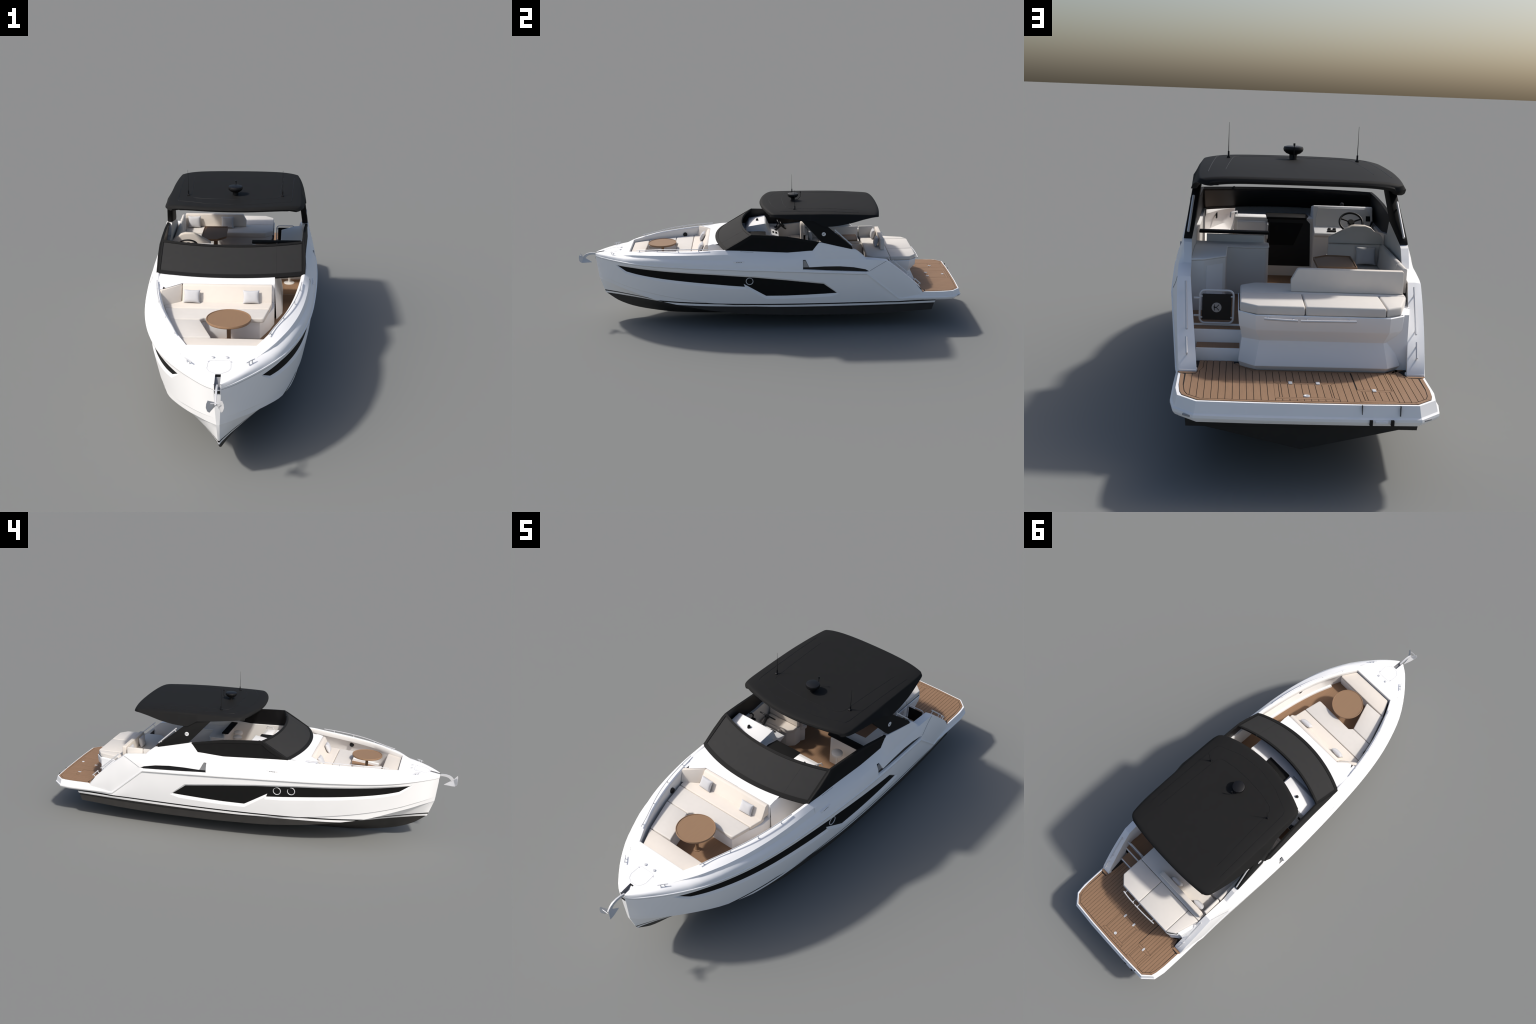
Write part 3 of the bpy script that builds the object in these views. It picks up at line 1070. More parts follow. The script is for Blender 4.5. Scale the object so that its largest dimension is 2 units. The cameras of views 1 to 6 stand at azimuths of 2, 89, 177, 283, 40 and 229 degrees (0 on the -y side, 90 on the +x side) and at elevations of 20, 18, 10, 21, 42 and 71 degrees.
us = [-1, -.985, -.96, -.93] + [-.88 + 1.76*i/26 for i in range(27)] + [.93, .96, .985, 1]
vv = [0, .002, .006, .012, .02, .032, .046, .062] + [.1 + .04*i for i in range(21)] + [.925, .945, .96, .972, .982, .99, .995, .998, 1.0]
vv = sorted(set(round(v, 4) for v in vv + [(.235-.02)/.54, (.28-.02)/.54, (.30-.02)/.54]))
rows, und = [], []
for v in vv:
    sh, sk, zk = roof_xs(v)
    end = min(v, 1 - v)*.54
    drop = .004*(1 - min(1, end/.012))**2
    top_pts = [roof_top(u, v) for u in us]
    for p in top_pts:
        p.z -= drop
    E = top_pts[-1]
    zt = E.z
    k = min(1, end/.02)
    zk = lerp(zt - .0125, zk, .35 + .65*k)
    sk_l = [(lerp(sk, sh, f), lerp(zk, zt, f)) for f in (0, .3, .62, .86)]
    yE = E.y
    shell = [(-x, yE, z) for x, z in sk_l] + [tuple(p) for p in top_pts] + [(x, yE, z) for x, z in sk_l[::-1]]
    w = .016
    ins = [(sk, zk), (sk - w*.5, zk - .0005), (sk - w, zk + .001), (sh - .022, zt - .008)]
    lining = [(-x, yE, min(z, zt - .004)) for x, z in ins]
    for u in us:
        p = roof_top(u*(sh - .022)/sh, v)
        lining.append((u*(sh - .022), p.y if abs(u) < .97 else lerp(p.y, yE, (abs(u)-.97)/.03), p.z - drop - .0115))
    lining += [(x, yE, min(z, zt - .004)) for x, z in ins[::-1]]
    rows.append(shell)
    und.append(lining)
grid("roof_shell", rows, ROOF, top, 60, flip=False)
grid("roof_lining", und, ROOF, top, 45, flip=True)
for vi, fl in ((0, True), (-1, False)):
    off = -.003 if vi == 0 else .0035
    mid = [(p[0], p[1] + off, lerp(p[2], q[2], .45)) for p, q in zip(rows[vi], und[vi])]
    grid("roof_lip", [rows[vi], mid, und[vi]], ROOF, top, 50, flip=fl)


def roof_z(x, y):
    v = .5
    for _ in range(14):
        u = max(-1, min(1, x/roof_xs(v)[0]))
        v = min(1, max(0, v + (y - roof_top(u, v).y)/.58))
    return roof_top(u, v).z


def roof_line(name, pts, r=.0007):
    dens = []
    for i in range(len(pts) - 1):
        k = max(2, int(math.dist(pts[i], pts[i+1])/.012))
        for j in range(k):
            dens.append((lerp(pts[i][0], pts[i+1][0], j/k), lerp(pts[i][1], pts[i+1][1], j/k)))
    dens.append(pts[-1])
    tube(name, [(x, y, roof_z(x, y) + .0001) for x, y in dens], r, BLACK, top, 6)


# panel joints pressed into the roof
roof_line("roof_joint", [(-.185, .44), (-.168, .125), (-.162, .108), (-.148, .098), (-.08, .085), (0, .081), (.08, .085), (.148, .098), (.162, .108), (.168, .125), (.185, .44)], .0005)
roof_line("roof_joint", [(-.228, .46), (-.216, .085), (-.210, .067)])
roof_line("roof_joint", [(.228, .46), (.216, .085), (.210, .067)])
roof_line("roof_joint", [(-.210, .067), (-.11, .026), (0, .012), (.11, .026), (.210, .067)], .0003)

# pillars
for sg in (1, -1):
    prof = [(.272, .4705), (.424, .4325), (.427, .437), (.422, .447), (.290, .556), (.25, .58), (.165, .588)]

    def px(z, inner=False):
        x = lerp(.2865, .269, (z - .433)/.15)
        return x - (.021 if inner else 0)
    n = len(prof)
    verts = [(sg*px(z), y, z) for y, z in prof] + [(sg*px(z, True), y, z) for y, z in prof]
    faces = [list(range(n)), list(range(n, 2*n))[::-1]] + [[i, (i+1) % n, n + (i+1) % n, n + i] for i in range(n)]
    poly_mesh("roof_pillar", verts, faces, FRAME, top, 30, .0015, 2, recalc=True)
    # hand rail on the aft face
    a, b = Vector((sg*.2675, .337, .5325)), Vector((sg*.2755, .4235, .4515))
    tube("pillar_rail", [tuple(a.lerp(b, k/6)) for k in range(7)], .0034, STEEL, top, 10)
    for k in (.12, .88):
        p = a.lerp(b, k)
        tube("pillar_rail_post", [tuple(p), tuple(p + Vector((0, -.010, -.008)))], .0022, STEEL, top, 8)


def emblem(c, nrm_axis, sg, r, parent, disc_mat, mark_mat, name="round_emblem"):
    """disc with a stylised K mark; nrm_axis 'x' or 'y'"""
    def put(u, v, h):
        if nrm_axis == 'x':
            return (c[0] + sg*h, c[1] + u*sg, c[2] + v)
        return (c[0] - u, c[1] + h, c[2] + v)
    n = 28
    ring = [(r*math.cos(2*math.pi*k/n), r*math.sin(2*math.pi*k/n)) for k in range(n)]
    verts = [put(u, v, -.0008) for u, v in ring] + [put(u, v, .001) for u, v in ring]
    faces = [list(range(n))[::-1], list(range(n, 2*n))] + [[i, (i+1) % n, n + (i+1) % n, n + i] for i in range(n)]
    poly_mesh(name, verts, faces, disc_mat, parent, 40, recalc=True)
    t = r*.07
    for (a, b) in (((-.42, -.62), (-.42, .62)), ((-.05, .02), (.5, .6)), ((-.05, .02), (.5, -.6)), ((-.62, .18), (-.1, .02)), ((-.62, -.12), (-.1, .02)), ((-.42, .0), (.0, .0))):
        A, B = Vector(a)*r, Vector(b)*r
        d = (B - A).normalized()
        q = Vector((-d.y, d.x))*t
        loop = [A + q, B + q, B - q, A - q]
        vs2 = [put(p.x, p.y, .0009) for p in loop] + [put(p.x, p.y, .0014) for p in loop]
        poly_mesh("emblem_mark", vs2, [[3, 2, 1, 0], [4, 5, 6, 7]] + [[i, (i+1) % 4, 4 + (i+1) % 4, 4 + i] for i in range(4)], mark_mat, parent, 40, recalc=True)


for sg in (1, -1):
    x = lerp(.2865, .269, (.513 - .433)/.15)
    emblem((sg*(x + .0004), .282, .513), 'x', sg, .0098, top, DECK, SHADOWGAP)

# radar dome and aerials
rz = roof_z(0, .14)
lathe("radar_dome", [(.0, .0385), (.019, .0382), (.0265, .036), (.0285, .030), (.027, .024), (.020, .0175), (.011, .014), (.0105, 0), (.011, -.003)], (0, .14, rz - .001), BLACK, top, 44, 40)
tube("stern_light_mast", [(0, .150, rz + .001), (0, .166, rz + .004), (0, .1785, rz + .018), (0, .1785, rz + .040)], .0012, BLACK, top, 8)
tube("mast_lamp", [(0, .1785, rz + .040), (0, .1785, rz + .0465)], .0029, BLACK, top, 10)
for sg in (1, -1):
    z = roof_z(.181, .142)
    box("aerial_base", (sg*.181, .139, z + .002), (.009, .011, .006), BLACK, top, .001, 1)
    tube("aerial_ferrule", [(sg*.181, .142, z), (sg*.1812, .142, z + .019)], .0026, BLACK, top, 10)
    tube("aerial", [(sg*.1812, .142, z + .018), (sg*.1818, .142, .7195)], .001, BLACK, top, 8, rfun=lambda t: lerp(.0011, .0004, t))

# ================================================================== COCKPIT
cock = empty("cockpit", yacht)
prism("cockpit_sole", [(.259, -.072), (.259, .616), (-.259, .616), (-.259, -.072)], .245, FLOOR, TEAK, cock, 0)
grid("sole_step", [[(.262, -.0705, z) for z in (.26, .2992)], [(.16, -.0705, z) for z in (.26, .2992)]], DECK, cock, flip=True)
# aft bulkhead of the cabin with companionway
prism("bulkhead", [(-.256, -.010), (-.256, -.07), (.158, -.07), (.158, -.010)], .25, .4355, WALL, cock, .003)
prism("companionway_door", [(.060, .290), (.060, .434), (-.055, .434), (-.068, .420), (-.072, .290)], -.012, -.0075, BLACK, cock, .001, 1, axis='y')
prism("door_window", [(.052, .353), (.052, .421), (-.048, .421), (-.02, .353)], -.008, -.0062, GLASS, cock, .0005, 1, axis='y')
prism("sliding_hatch", [(.0635, -.0065), (.0635, -.105), (-.062, -.105), (-.066, -.05), (-.057, -.0065)], .43, .4385, FRAME, cock, .003)
tube("grab_handle", [(.060, -.004, .372), (.060, .004, .376), (.060, .004, .416), (.060, -.004, .420)], .0024, STEEL, cock, 8)
prism("side_cabinet", [(-.004, .257), (-.004, .421), (-.024, .437), (-.06, .438), (-.06, .257)], .064, .151, GEL, cock, .0025, 2, axis='x')
tube("grab_rail", [(.152, -.052, .4385), (.152, -.048, .446), (.17, -.012, .446), (.172, -.008, .432)], .0022, STEEL, cock, 8)

# helm console
helm = empty("helm_console", yacht)
prof = [(-.118, .43), (-.096, .4635), (-.010, .4765), (-.006, .4735), (.018, .4165), (.060, .4055), (.066, .403), (.0655, .3965), (.040, .388), (.030, .36), (.028, .252), (-.118, .252)]
prism("console_body", prof, -.2535, -.076, GEL, helm, .0035, 2, axis='x')
prism("console_panel", [(-.088, .4735), (-.081, .428), (-.081, .42), (-.245, .42), (-.247, .455), (-.236, .4735)], 0, .001, WALL, helm, .0003, 1, axis='y').location = (0, 0, 0)
bpy.data.objects.remove(bpy.data.objects["console_panel"])
# framed instrument face laid on the sloping dash
def dash(u, s, h=0):
    """u: x, s: 0 top of slope .. 1 shelf"""
    a, b = Vector((0, -.006, .4735)), Vector((0, .018, .4165))
    p = a.lerp(b, s)
    nrm = Vector((0, .92, .387))
    return (u, p.y + nrm.y*h, p.z + nrm.z*h)


def dash_plate(name, loop, h0, h1, mat):
    n = len(loop)
    verts = [dash(u, s, h0) for u, s in loop] + [dash(u, s, h1) for u, s in loop]
    faces = [list(range(n)), list(range(n, 2*n))] + [[i, (i+1) % n, n + (i+1) % n, n + i] for i in range(n)]
    return poly_mesh(name, verts, faces, mat, helm, 35, .0004, 1, recalc=True)


dash_plate("instrument_panel", [(-.090, .07), (-.083, .55), (-.083, .97), (-.246, .97), (-.246, .4), (-.236, .07)], -.0005, .0012, WALL)
dash_plate("switch_display", [(-.233, .42), (-.246, .42), (-.246, .68), (-.233, .68)], .0012, .0024, BLACK)
for x in (-.122, -.137):
    lathe("gauge", [(0, .003), (.0045, .003), (.005, .002), (.005, -.002)], (x, .036, .412), BLACK, helm, 20, rot=R(-14, 'X'))
box("switch_row", (-.128, .052, .4085), (.026, .010, .006), BLACK, helm, .001, 1, R(-15, 'X'))
lathe("compass", [(0, .011), (.005, .0095), (.0065, .006), (.0065, 0), (.0075, -.002)], (-.166, -.050, .4715), BLACK, helm, 20)
# wheel
wc = Vector((-.180, .083, .441))
wr = R(-62, 'X') @ Matrix.Identity(3)
wr = R(-46, 'X')
torus("wheel_rim", wc, .0335, .0032, BLACK, helm, wr, 44)
lathe("wheel_hub", [(0, .004), (.008, .004), (.0105, .001), (.010, -.006), (.006, -.012), (.006, -.05)], wc, BLACK, helm, 24, rot=wr)
for a in (203, 337, 90):
    d = wr @ Vector((math.cos(math.radians(a)), math.sin(math.radians(a)), 0))
    tube("wheel_spoke", [tuple(wc + d*.008), tuple(wc + d*.0325)], .0024, BLACK, helm, 8)
box("throttle_base", (-.238, .055, .407), (.020, .022, .012), BLACK, helm, .003, 2)
tube("throttle_lever", [(-.238, .055, .41), (-.240, .062, .428), (-.244, .056, .438), (-.248, .048, .440)], .003, BLACK, helm, 8)

# helm seat with a shared back towards the dinette
seat = empty("helm_seat", yacht)
prism("seat_base", [(-.252, .150), (-.135, .150), (-.108, .178), (-.108, .215), (-.252, .215)], .25, .3425, WALL, seat, .004, 2)
cushion("seat_cushion", [(-.250, .132), (-.147, .132), (-.122, .137), (-.103, .160), (-.103, .186), (-.250, .186)], .342, .3595, CREAM, seat)
cushion("seat_bolster", [(-.246, .120), (-.150, .120), (-.146, .1315), (-.246, .1315)], .342, .357, CREAM, seat, .003)
back = [(-.104, .355), (-.104, .412), (-.112, .417), (-.150, .438), (-.168, .4485), (-.178, .450), (-.205, .4495), (-.222, .444), (-.230, .436), (-.250, .424), (-.255, .416), (-.255, .355)]
prism("seat_back", back, .186, .200, CREAM, seat, .004, 3, axis='y')
back2 = [(-.103, .398), (-.103, .412), (-.112, .417), (-.150, .438), (-.168, .4482), (-.205, .4492), (-.222, .4435), (-.230, .4355), (-.250, .4235), (-.2555, .416), (-.2555, .397)]
prism("seat_back_bolster", back2, .1985, .211, SEAT, seat, .003, 2, axis='y')

# dinette
din = empty("dinette", yacht)
prism("dinette_plinth", [(-.110, .218), (-.100, .235), (-.155, .30), (-.165, .34), (-.165, .53), (-.255, .53), (-.255, .205), (-.118, .205)], .25, .323, WALL, din, .006, 3)
cushion("dinette_forward_seat", [(-.100, .212), (-.095, .24), (-.15, .285), (-.253, .285), (-.253, .212)], .322, .3415, SEAT, din)
cushion("dinette_side_seat", [(-.1635, .30), (-.165, .5115), (-.253, .5115), (-.253, .2865), (-.151, .2865)], .322, .3415, SEAT, din)
prism("dinette_forward_backrest", [(-.100, .342), (-.102, .398), (-.250, .398), (-.250, .342)], .2105, .2245, SEAT, din, .003, 2, axis='y')
for y0, y1 in ((.228, .5095), (.5145, .594)):
    prism("dinette_side_backrest", [(-.257, .342), (-.2575, .401), (-.250, .4035), (-.2445, .398), (-.238, .342)], y0, y1, SEAT, din, .0025, 2, axis='y')
tt = [(-.1515, .4885), (-.0515, .4885), (-.0505, .3565), (-.086, .3185), (-.114, .3165), (-.1525, .3245), (-.1535, .40)]
prism("dinette_table", tt, .374, .3805, TABLE, din, .001, 1)
rim = inset(tt, .003)
n = len(tt)
verts = [(x, y, .380) for x, y in tt] + [(x, y, .383) for x, y in tt] + [(x, y, .383) for x, y in rim] + [(x, y, .380) for x, y in rim]
faces = []
for i in range(n):
    j = (i + 1) % n
    for a in range(3):
        faces.append([a*n + i, a*n + j, (a+1)*n + j, (a+1)*n + i])
poly_mesh("table_rim", verts, faces, TABLE, din, 30, recalc=True)
box("table_leg", (-.098, .40, .315), (.016, .016, .12), TABLE, din, .002, 1)
pillow("pillow", (-.205, .2400, .370), .058, .052, .022, R(14, 'X'), din)

# aft sofa / sun pad module
sun = empty("sunpad", yacht)
base = [(.137, .545), (.137, .735), (.104, .765), (-.190, .765), (-.222, .742), (-.25, .64), (-.25, .53), (.100, .53)]
# moulded transom: profile down the aft face, swept along the base outline
outl = [(.1395, .55), (.1395, .735), (.1045, .770), (-.191, .770), (-.2215, .7455), (-.2535, .64), (-.2535, .53)]
prof = [(.004, .3235), (.006, .3215), (.003, .290), (.001, .286), (-.018, .263), (-.0205, .259), (.002, .209), (.002, .206), (-.014, .188)]
m = len(outl)


def offs(poly, d):
    out = []
    for i, p in enumerate(poly):
        a = Vector(poly[max(0, i-1)])
        c = Vector(poly[min(len(poly)-1, i+1)])
        b = Vector(p)
        ns = []
        if i > 0:
            e = (b - a).normalized()
            ns.append(Vector((e.y, -e.x)))
        if i < len(poly) - 1:
            e = (c - b).normalized()
            ns.append(Vector((e.y, -e.x)))
        nn = sum(ns, Vector((0, 0))).normalized()
        k = d/max(.5, nn.dot(ns[0]))
        out.append(tuple(b - nn*k*(-1) if False else b - nn*(-k)))
    return out


# outline runs +y then -x: outward side is to the right (+x, then +y)
rows = []
for d, z in prof:
    q = offs(outl, d)
    # keep the starboard flank straight: side faces are not stepped as deeply
    r = []
    for (x, y), (x0, y0) in zip(q, outl):
        if x0 > .13:
            x = x0 + max(d, -.004)
            y = y if y0 > .6 else y0
        r.append((x, y, z))
    rows.append(r)
grid("transom_moulding", rows, GEL, sun, 25, flip=True)
prism("sofa_front", [(.133, .546), (.098, .532), (-.25, .532), (-.25, .60), (.137, .60)], .25, .3235, WALL, sun, .002)
prism("sunpad_deck", [(.137, .55), (.137, .735), (.104, .768), (-.19, .768), (-.221, .744), (-.25, .64), (-.25, .55)], .31, .3232, GEL, sun, .001, 1)
prism("module_filler", [(-.19, .60), (-.19, .743), (-.223, .7395), (-.2405, .737), (-.252, .68), (-.264, .60)], .186, .3228, GEL, sun, 0)
prism("module_core", [(.130, .55), (.130, .70), (-.21, .70), (-.24, .60), (-.24, .55)], .19, .31, GEL, sun, 0)
ZP, ZT = .3225, .3445
cushion("sofa_seat", [(.107, .5205), (.141, .553), (.141, .6372), (-.2495, .6372), (-.2495, .5205)], ZP, ZT, SEAT, sun)
cushion("sunpad_cushion", [(.1415, .6388), (.1415, .741), (.1045, .7735), (-.002, .7745), (-.002, .6388)], ZP, ZT, SEAT, sun)
cushion("sunpad_cushion", [(-.0035, .6388), (-.0035, .7745), (-.183, .7735), (-.183, .6388)], ZP, ZT, SEAT, sun)
cushion("sunpad_cushion", [(-.1845, .6388), (-.1845, .7735), (-.2205, .749), (-.2495, .6388)], ZP, ZT, SEAT, sun)
prism("sofa_backrest", [(.0215, .345), (.0225, .372), (.008, .3985), (.004, .4), (-.243, .4), (-.245, .397), (-.245, .345)], .603, .623, CREAM, sun, .0035, 3, axis='y')
pillow("pillow", (-.205, .5880, .370), .056, .052, .024, R(-14, 'X'), sun)
pillow("pillow", (-.060, .5880, .370), .056, .052, .024, R(-14, 'X'), sun)
for a, b in (((.088, .7905, .3185), (.0145, .7945, .3165)), ((.0085, .795, .3165), (-.115, .789, .3165))):
    A, B = Vector(a), Vector(b)
    tube("transom_rail", [tuple(A.lerp(B, k/8) + Vector((0, .0015*math.sin(math.pi*k/8), 0))) for k in range(9)], .0027, STEEL, sun, 10)
    for k in (.12, .88):
        p = A.lerp(B, k)
        tube("transom_rail_post", [tuple(p), (p.x, .772, p.z)], .0018, STEEL, sun, 8)

# galley unit with bar, and stools
gal = empty("galley_unit", yacht)
prism("galley_cabinet", [(.064, .190), (.064, .258), (.072, .268), (.177, .275), (.179, .422), (.232, .473), (.264, .480), (.264, .190)], .25, .3875, WALL, gal, .003, 2)
prism("galley_counter", [(.0625, .196), (.0625, .260), (.071, .2705), (.1755, .2775), (.1775, .424), (.232, .4755), (.2645, .4825), (.2645, .196)], .3875, .392, GEL, gal, .0015, 1)
prism("bar_panel", [(.075, .188), (.075, .196), (.235, .196), (.235, .188)], .30, .412, WALL, gal, .001, 1)
prism("bar_top", [(.066, .168), (.062, .174), (.062, .202), (.256, .202), (.256, .168)], .4145, .4215, FRAME, gal, .002, 2)
door = [Vector((.1865, .4292, 0)), Vector((.2265, .4677, 0))]
nn = Vector((-.693, .721, 0))
verts = [tuple(p + nn*h + Vector((0, 0, z))) for h in (-.0005, .001) for p, z in ((door[0], .285), (door[1], .285), (door[1], .372), (door[0], .372))]
poly_mesh("cabinet_door", verts, [[3, 2, 1, 0], [4, 5, 6, 7]] + [[i, (i+1) % 4, 4 + (i+1) % 4, 4 + i] for i in range(4)], GEL, gal, 35, recalc=True)
for x, y in ((.136, .138), (.211, .152)):
    lathe("stool_seat", [(0, .3895), (.016, .388), (.023, .383), (.024, .376), (.022, .371), (.005, .369), (0, .369)], (x, y, 0), WALL, gal, 32)
    lathe("stool_stem", [(.0045, .370), (.0045, .265), (.008, .2635), (.0205, .2615), (.0215, .2585)], (x, y, 0), WALL, gal, 28)
torus("stool_footring", (.136, .138, .300), .014, .0015, STEEL, gal)

# ========================================================= PLATFORM AND STEPS
plat = empty("swim_platform", yacht)
PZ = .193
def ring(o, z):
    """platform outline, offset o outwards"""
    half = [(.2725 + o, .66), (.2735 + o, .80), (.2728 + o, .90), (.2665 + o*.8, .946 + o*.4), (.2265 + o*.45, .9845 + o*.85), (.11, .9885 + o), (0, .989 + o)]
    full = half + [(-x, y) for x, y in half[::-1][1:]]
    return [(x, y, z) for x, y in full]


prows = [ring(-.022, PZ), ring(-.0035, PZ + .0005), ring(-.0005, PZ), ring(.0005, PZ - .0035), ring(.0065, .170), ring(.0085, .168), ring(.0105, .1665), ring(.0105, .161), ring(.0085, .1575), ring(.004, .153), ring(-.02, .149)]
grid("platform_shell", prows, GEL, plat, 20, flip=True)
prism("platform_core", [(x, y) for x, y, z in ring(-.004, 0)], .149, PZ - .003, GEL, plat, 0)
prism("platform_underside", [(x, y) for x, y, z in ring(-.02, 0)], .1485, .1495, ANTI, plat, 0)
# caulk bed and planks
def ya(x):
    return lin([(0, .9835), (.11, .983), (.2225, .979), (.250, .9605), (.262, .944), (.2665, .925), (.2695, .88)])(abs(x))[0]


bed = [(.268, .70), (.2678, .80), (.2668, .88), (.2628, .925), (.2568, .948), (.2243, .9788), (0, .9838)]
bed = bed + [(-x, y) for x, y in bed[::-1][1:]]
prism("caulk_bed", bed, PZ - .004, PZ + .0008, CAULK, plat, 0)
inner_ring = [(.2575, .806), (.2565, .88), (.252, .925), (.2455, .945), (.219, .9695), (.11, .9735), (0, .974)]
FB = lin([(-.2575, .806), (-.235, .803), (-.2335, .80), (-.2195, .757), (-.2185, .735), (-.199, .773), (.108, .775), (.1115, .772), (.1515, .722), (.152, .700), (.2185, .700), (.2195, .757), (.2335, .80), (.235, .803), (.2575, .806)])
AB = lin([(-.2575, .85), (-.2565, .88), (-.252, .925), (-.2455, .944), (-.219, .9685), (-.11, .9725), (0, .973), (.11, .9725), (.219, .9685), (.2455, .944), (.252, .925), (.2565, .88), (.2575, .85)])


def plank_poly(x0, x1, lo, hi):
    ks_ = sorted(set([x0, x1] + [k for k in (-.252, -.2455, -.235, -.2335, -.2195, -.2185, -.199, .108, .1115, .1515, .152, .2185, .2195, .2335, .235, .2455, .252, -.219, .219) if x0 < k < x1]))
    a = [(x, lo(x)) for x in ks_]
    b = [(x, hi(x)) for x in ks_[::-1]]
    return a + b


def plank(name, loop, parent, h=.0018):
    if len(loop) < 3:
        return
    prism(name, loop, PZ, PZ + h, TEAK, parent, 0)


H1 = (-.0655, .066, .853, .9615)
H2 = (-.1865, -.1085, .8935, .9725)
pitch, gap = .01465, .0013
nmax = int(.2575/pitch) + 1
for k in range(-nmax, nmax + 1):
    x0, x1 = max(-.2577, (k - .5)*pitch + gap/2), min(.2577, (k + .5)*pitch - gap/2)
    if x1 - x0 < .003:
        continue
    lo = lambda x: FB(x)[0]
    hi = lambda x: AB(x)[0]
    spans = [(x0, x1, None)]
    for H in (H1, H2):
        nxt = []
        for (p0, p1, h) in spans:
            a, b = H[0], H[1]
            if h is None and p0 < b and p1 > a:
                if p0 < a - gap:
                    nxt.append((p0, a - gap, None))
                nxt.append((max(p0, a), min(p1, b), H))
                if p1 > b + gap:
                    nxt.append((b + gap, p1, None))
            else:
                nxt.append((p0, p1, h))
        spans = nxt
    for p0, p1, H in spans:
        if p1 - p0 < .0008:
            continue
        if H is None:
            plank("deck_plank", plank_poly(p0, p1, lo, hi), plat)
        else:
            plank("deck_plank", plank_poly(p0, p1, lo, lambda x: H[2] - gap), plat)
            if H[3] < .968:
                plank("deck_plank", plank_poly(p0, p1, lambda x: H[3] + gap, hi), plat)


def hatch_cover(H, name):
    a, b, c, d = H
    w_ = .0095
    for loop in ([(a, c), (b, c), (b - w_, c + w_), (a + w_, c + w_)], [(a, d), (b, d), (b - w_, d - w_), (a + w_, d - w_)],
                 [(a, c + .0015), (a + w_ - .0008, c + w_ + .0008), (a + w_ - .0008, d - w_ - .0008), (a, d - .0015)],
                 [(b, c + .0015), (b - w_ + .0008, c + w_ + .0008), (b - w_ + .0008, d - w_ - .0008), (b, d - .0015)]):
        plank(name + "_frame", loop, plat)
    k0 = int(math.ceil((a + w_)/pitch - .5))
    k1 = int(math.floor((b - w_)/pitch + .5))
    for k in range(k0, k1 + 1):
        x0, x1 = max(a + w_ + gap/2, (k - .5)*pitch + gap/2), min(b - w_ - gap/2, (k + .5)*pitch - gap/2)
        if x1 - x0 > .002:
            plank(name + "_plank", [(x0, c + w_ + .001), (x1, c + w_ + .001), (x1, d - w_ - .001), (x0, d - w_ - .001)], plat)


hatch_cover(H1, "locker_lid")
hatch_cover(H2, "ladder_lid")
# margin planks round the edge
out_l = [(.2675, .800), (.2665, .88), (.2625, .925), (.2565, .948), (.224, .9785), (.11, .983), (0, .9835)]
in_l = [(.2588, .8075), (.2578, .88), (.2533, .925), (.2467, .9455), (.2195, .970), (.11, .9740), (0, .9745)]
out_l = out_l + [(-x, y) for x, y in out_l[::-1][1:]]
in_l = in_l + [(-x, y) for x, y in in_l[::-1][1:]]
cuts = [0, 3, 4, 8, 9, 12]
for a, b in zip(cuts[:-1], cuts[1:]):
    lp = out_l[a:b+1] + in_l[a:b+1][::-1]
    plank("margin_plank", inset(lp, .0004), plat)
# margin planks round the transom moulding and wing feet
for sg in (1, -1):
    plank("margin_plank", [(sg*.2745, .7885), (sg*.2685, .799), (sg*.2345, .7995), (sg*.2325, .7885)], plat)
    if sg > 0:
        plank("margin_plank", [(.2315, .770), (.2312, .787), (.2332, .7985), (.2207, .757), (.2195, .70), (.229, .70)], plat)
plank("margin_plank", [(.103, .7645), (.1070, .774), (-.198, .7725), (-.194, .7645)], plat)
plank("margin_plank", [(.1035, .7642), (.1080, .7738), (.1505, .7215), (.1435, .715)], plat)
plank("margin_plank", [(-.1945, .7642), (-.1985, .772), (-.2335, .742), (-.2265, .73)], plat)
# hinges, ring pull and ladder cut-outs
for x, y in ((.030, .8575), (-.029, .8575), (-.145, .899)):
    box("hatch_hinge", (x, y, PZ + .0028), (.0085, .016, .002), STEEL, plat, .0008, 1)
lathe("ring_pull", [(0, .0008), (.003, .0008), (.004, .0016), (.0065, .0016), (.007, .0006), (.007, -.001)], (.001, .943, PZ + .0018), STEEL, plat, 24)
for x in (-.1085, -.1865):
    box("ladder_gap", (x, .9905, .1835), (.0012, .006, .021), CAULK, plat, 0, 1)
for x in (-.1265, -.170):
    box("ladder_notch", (x, .997, .1605), (.0065, .010, .012), CAULK, plat, .0005, 1)
for x in (-.148,):
    box("ladder_tread", (x, .9985, .1615), (.026, .0028, .005), DECK, plat, .0008, 1)
for sg in (1, -1):
    box("corner_fender", (sg*.245, .981, .1625), (.02, .003, .004), GREY, plat, .0008, 1, R(-sg*35, 'Z'))

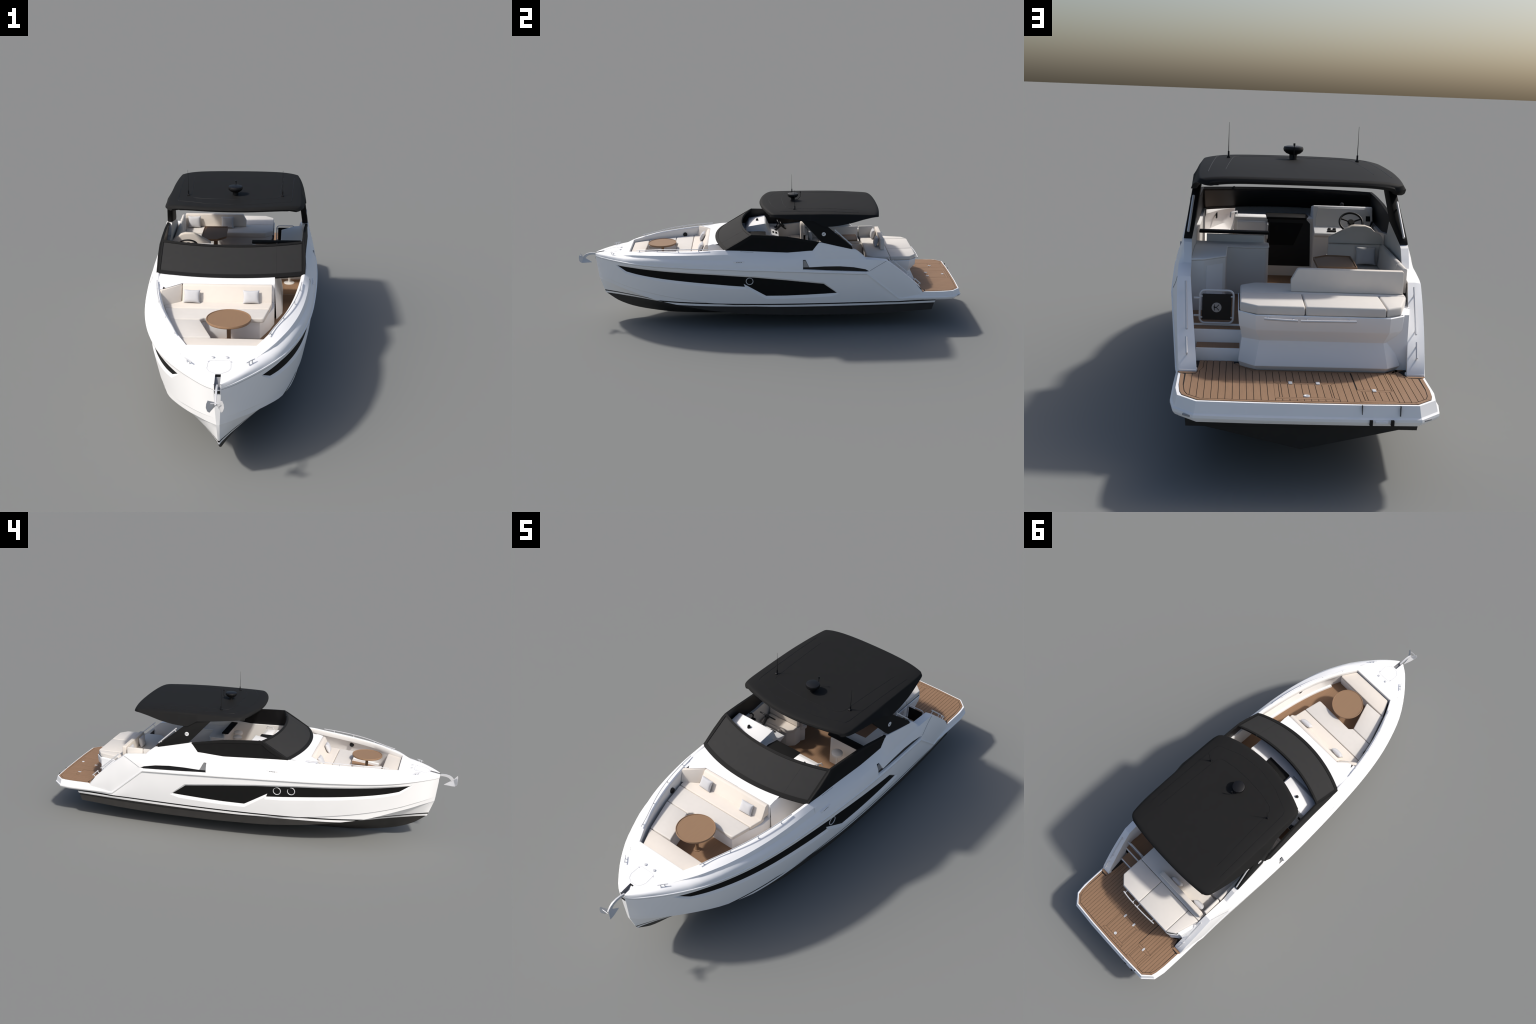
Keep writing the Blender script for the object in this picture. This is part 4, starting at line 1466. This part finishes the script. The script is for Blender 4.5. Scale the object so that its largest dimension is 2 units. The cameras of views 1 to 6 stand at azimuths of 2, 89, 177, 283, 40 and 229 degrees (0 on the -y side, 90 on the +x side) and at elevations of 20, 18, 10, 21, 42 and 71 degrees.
# steps up from the platform on the starboard side
steps = empty("boarding_steps", yacht)
prism("lower_step", [(.240, .698), (.130, .698), (.130, .64), (.238, .64)], .19, .2235, GEL, steps, .002)
prism("lower_tread", [(.239, .6935), (.131, .6935), (.131, .652), (.239, .652)], .223, .2252, TEAK, steps, 0)
prism("upper_step", [(.254, .6515), (.130, .6515), (.130, .60), (.254, .60)], .19, .2555, GEL, steps, .002)
prism("upper_tread", [(.252, .6465), (.131, .6465), (.131, .59), (.252, .59)], .254, .2582, TEAK, steps, 0)
box("threshold", (.192, .6195, .2590), (.122, .006, .006), GEL, steps, .001, 1)

# gate with emblem
gate = empty("transom_gate", yacht)
fr = []
gx0, gx1, gz0, gz1, gy, rr = .1560, .2350, .2640, .3440, .627, .012
gz0 = .2655
for cx, cz, a0 in ((gx1 - rr, gz1 - rr, 0), (gx0 + rr, gz1 - rr, 90), (gx0 + rr, gz0 + rr, 180), (gx1 - rr, gz0 + rr, 270)):
    for k in range(6):
        a = math.radians(a0 + 18*k)
        fr.append((cx + rr*math.cos(a), gy, cz + rr*math.sin(a)))
tube("gate_frame", fr, .0024, STEEL, gate, 8, closed=True)
prism("gate_panel", [(.2295, .273), (.2295, .3355), (.1615, .3355), (.1615, .273)], gy - .0015, gy + .0015, BLACK, gate, .001, 1, axis='y')
emblem((.1955, gy + .0018, .3035), 'y', 1, .0115, gate, GREY, BLACK)
for z in (.279, .3295):
    for x in (.160, .231):
        box("gate_clip", (x, gy, z), (.006, .003, .003), STEEL, gate, .0005, 1)
for z in (.283, .325):
    tube("gate_hinge", [(.2345, gy, z), (.249, gy, z)], .0026, STEEL, gate, 8)

# wing hand rails
rails = empty("boarding_rails", yacht)
for sg in (1, -1):
    for a, b in (((.2685, .634, .3655), (.2595, .7345, .277)), ((.2595, .749, .2625), (.256, .7795, .2335))):
        A, B = Vector((sg*a[0], a[1], a[2])), Vector((sg*b[0], b[1], b[2]))
        tube("boarding_rail", [tuple(A.lerp(B, k/6)) for k in range(7)], .0026, STEEL, rails, 10)
        for k in (.12, .88):
            p = A.lerp(B, k)
            tube("boarding_rail_post", [tuple(p), tuple(p + Vector((0, -.012, -.013)))], .0018, STEEL, rails, 8)
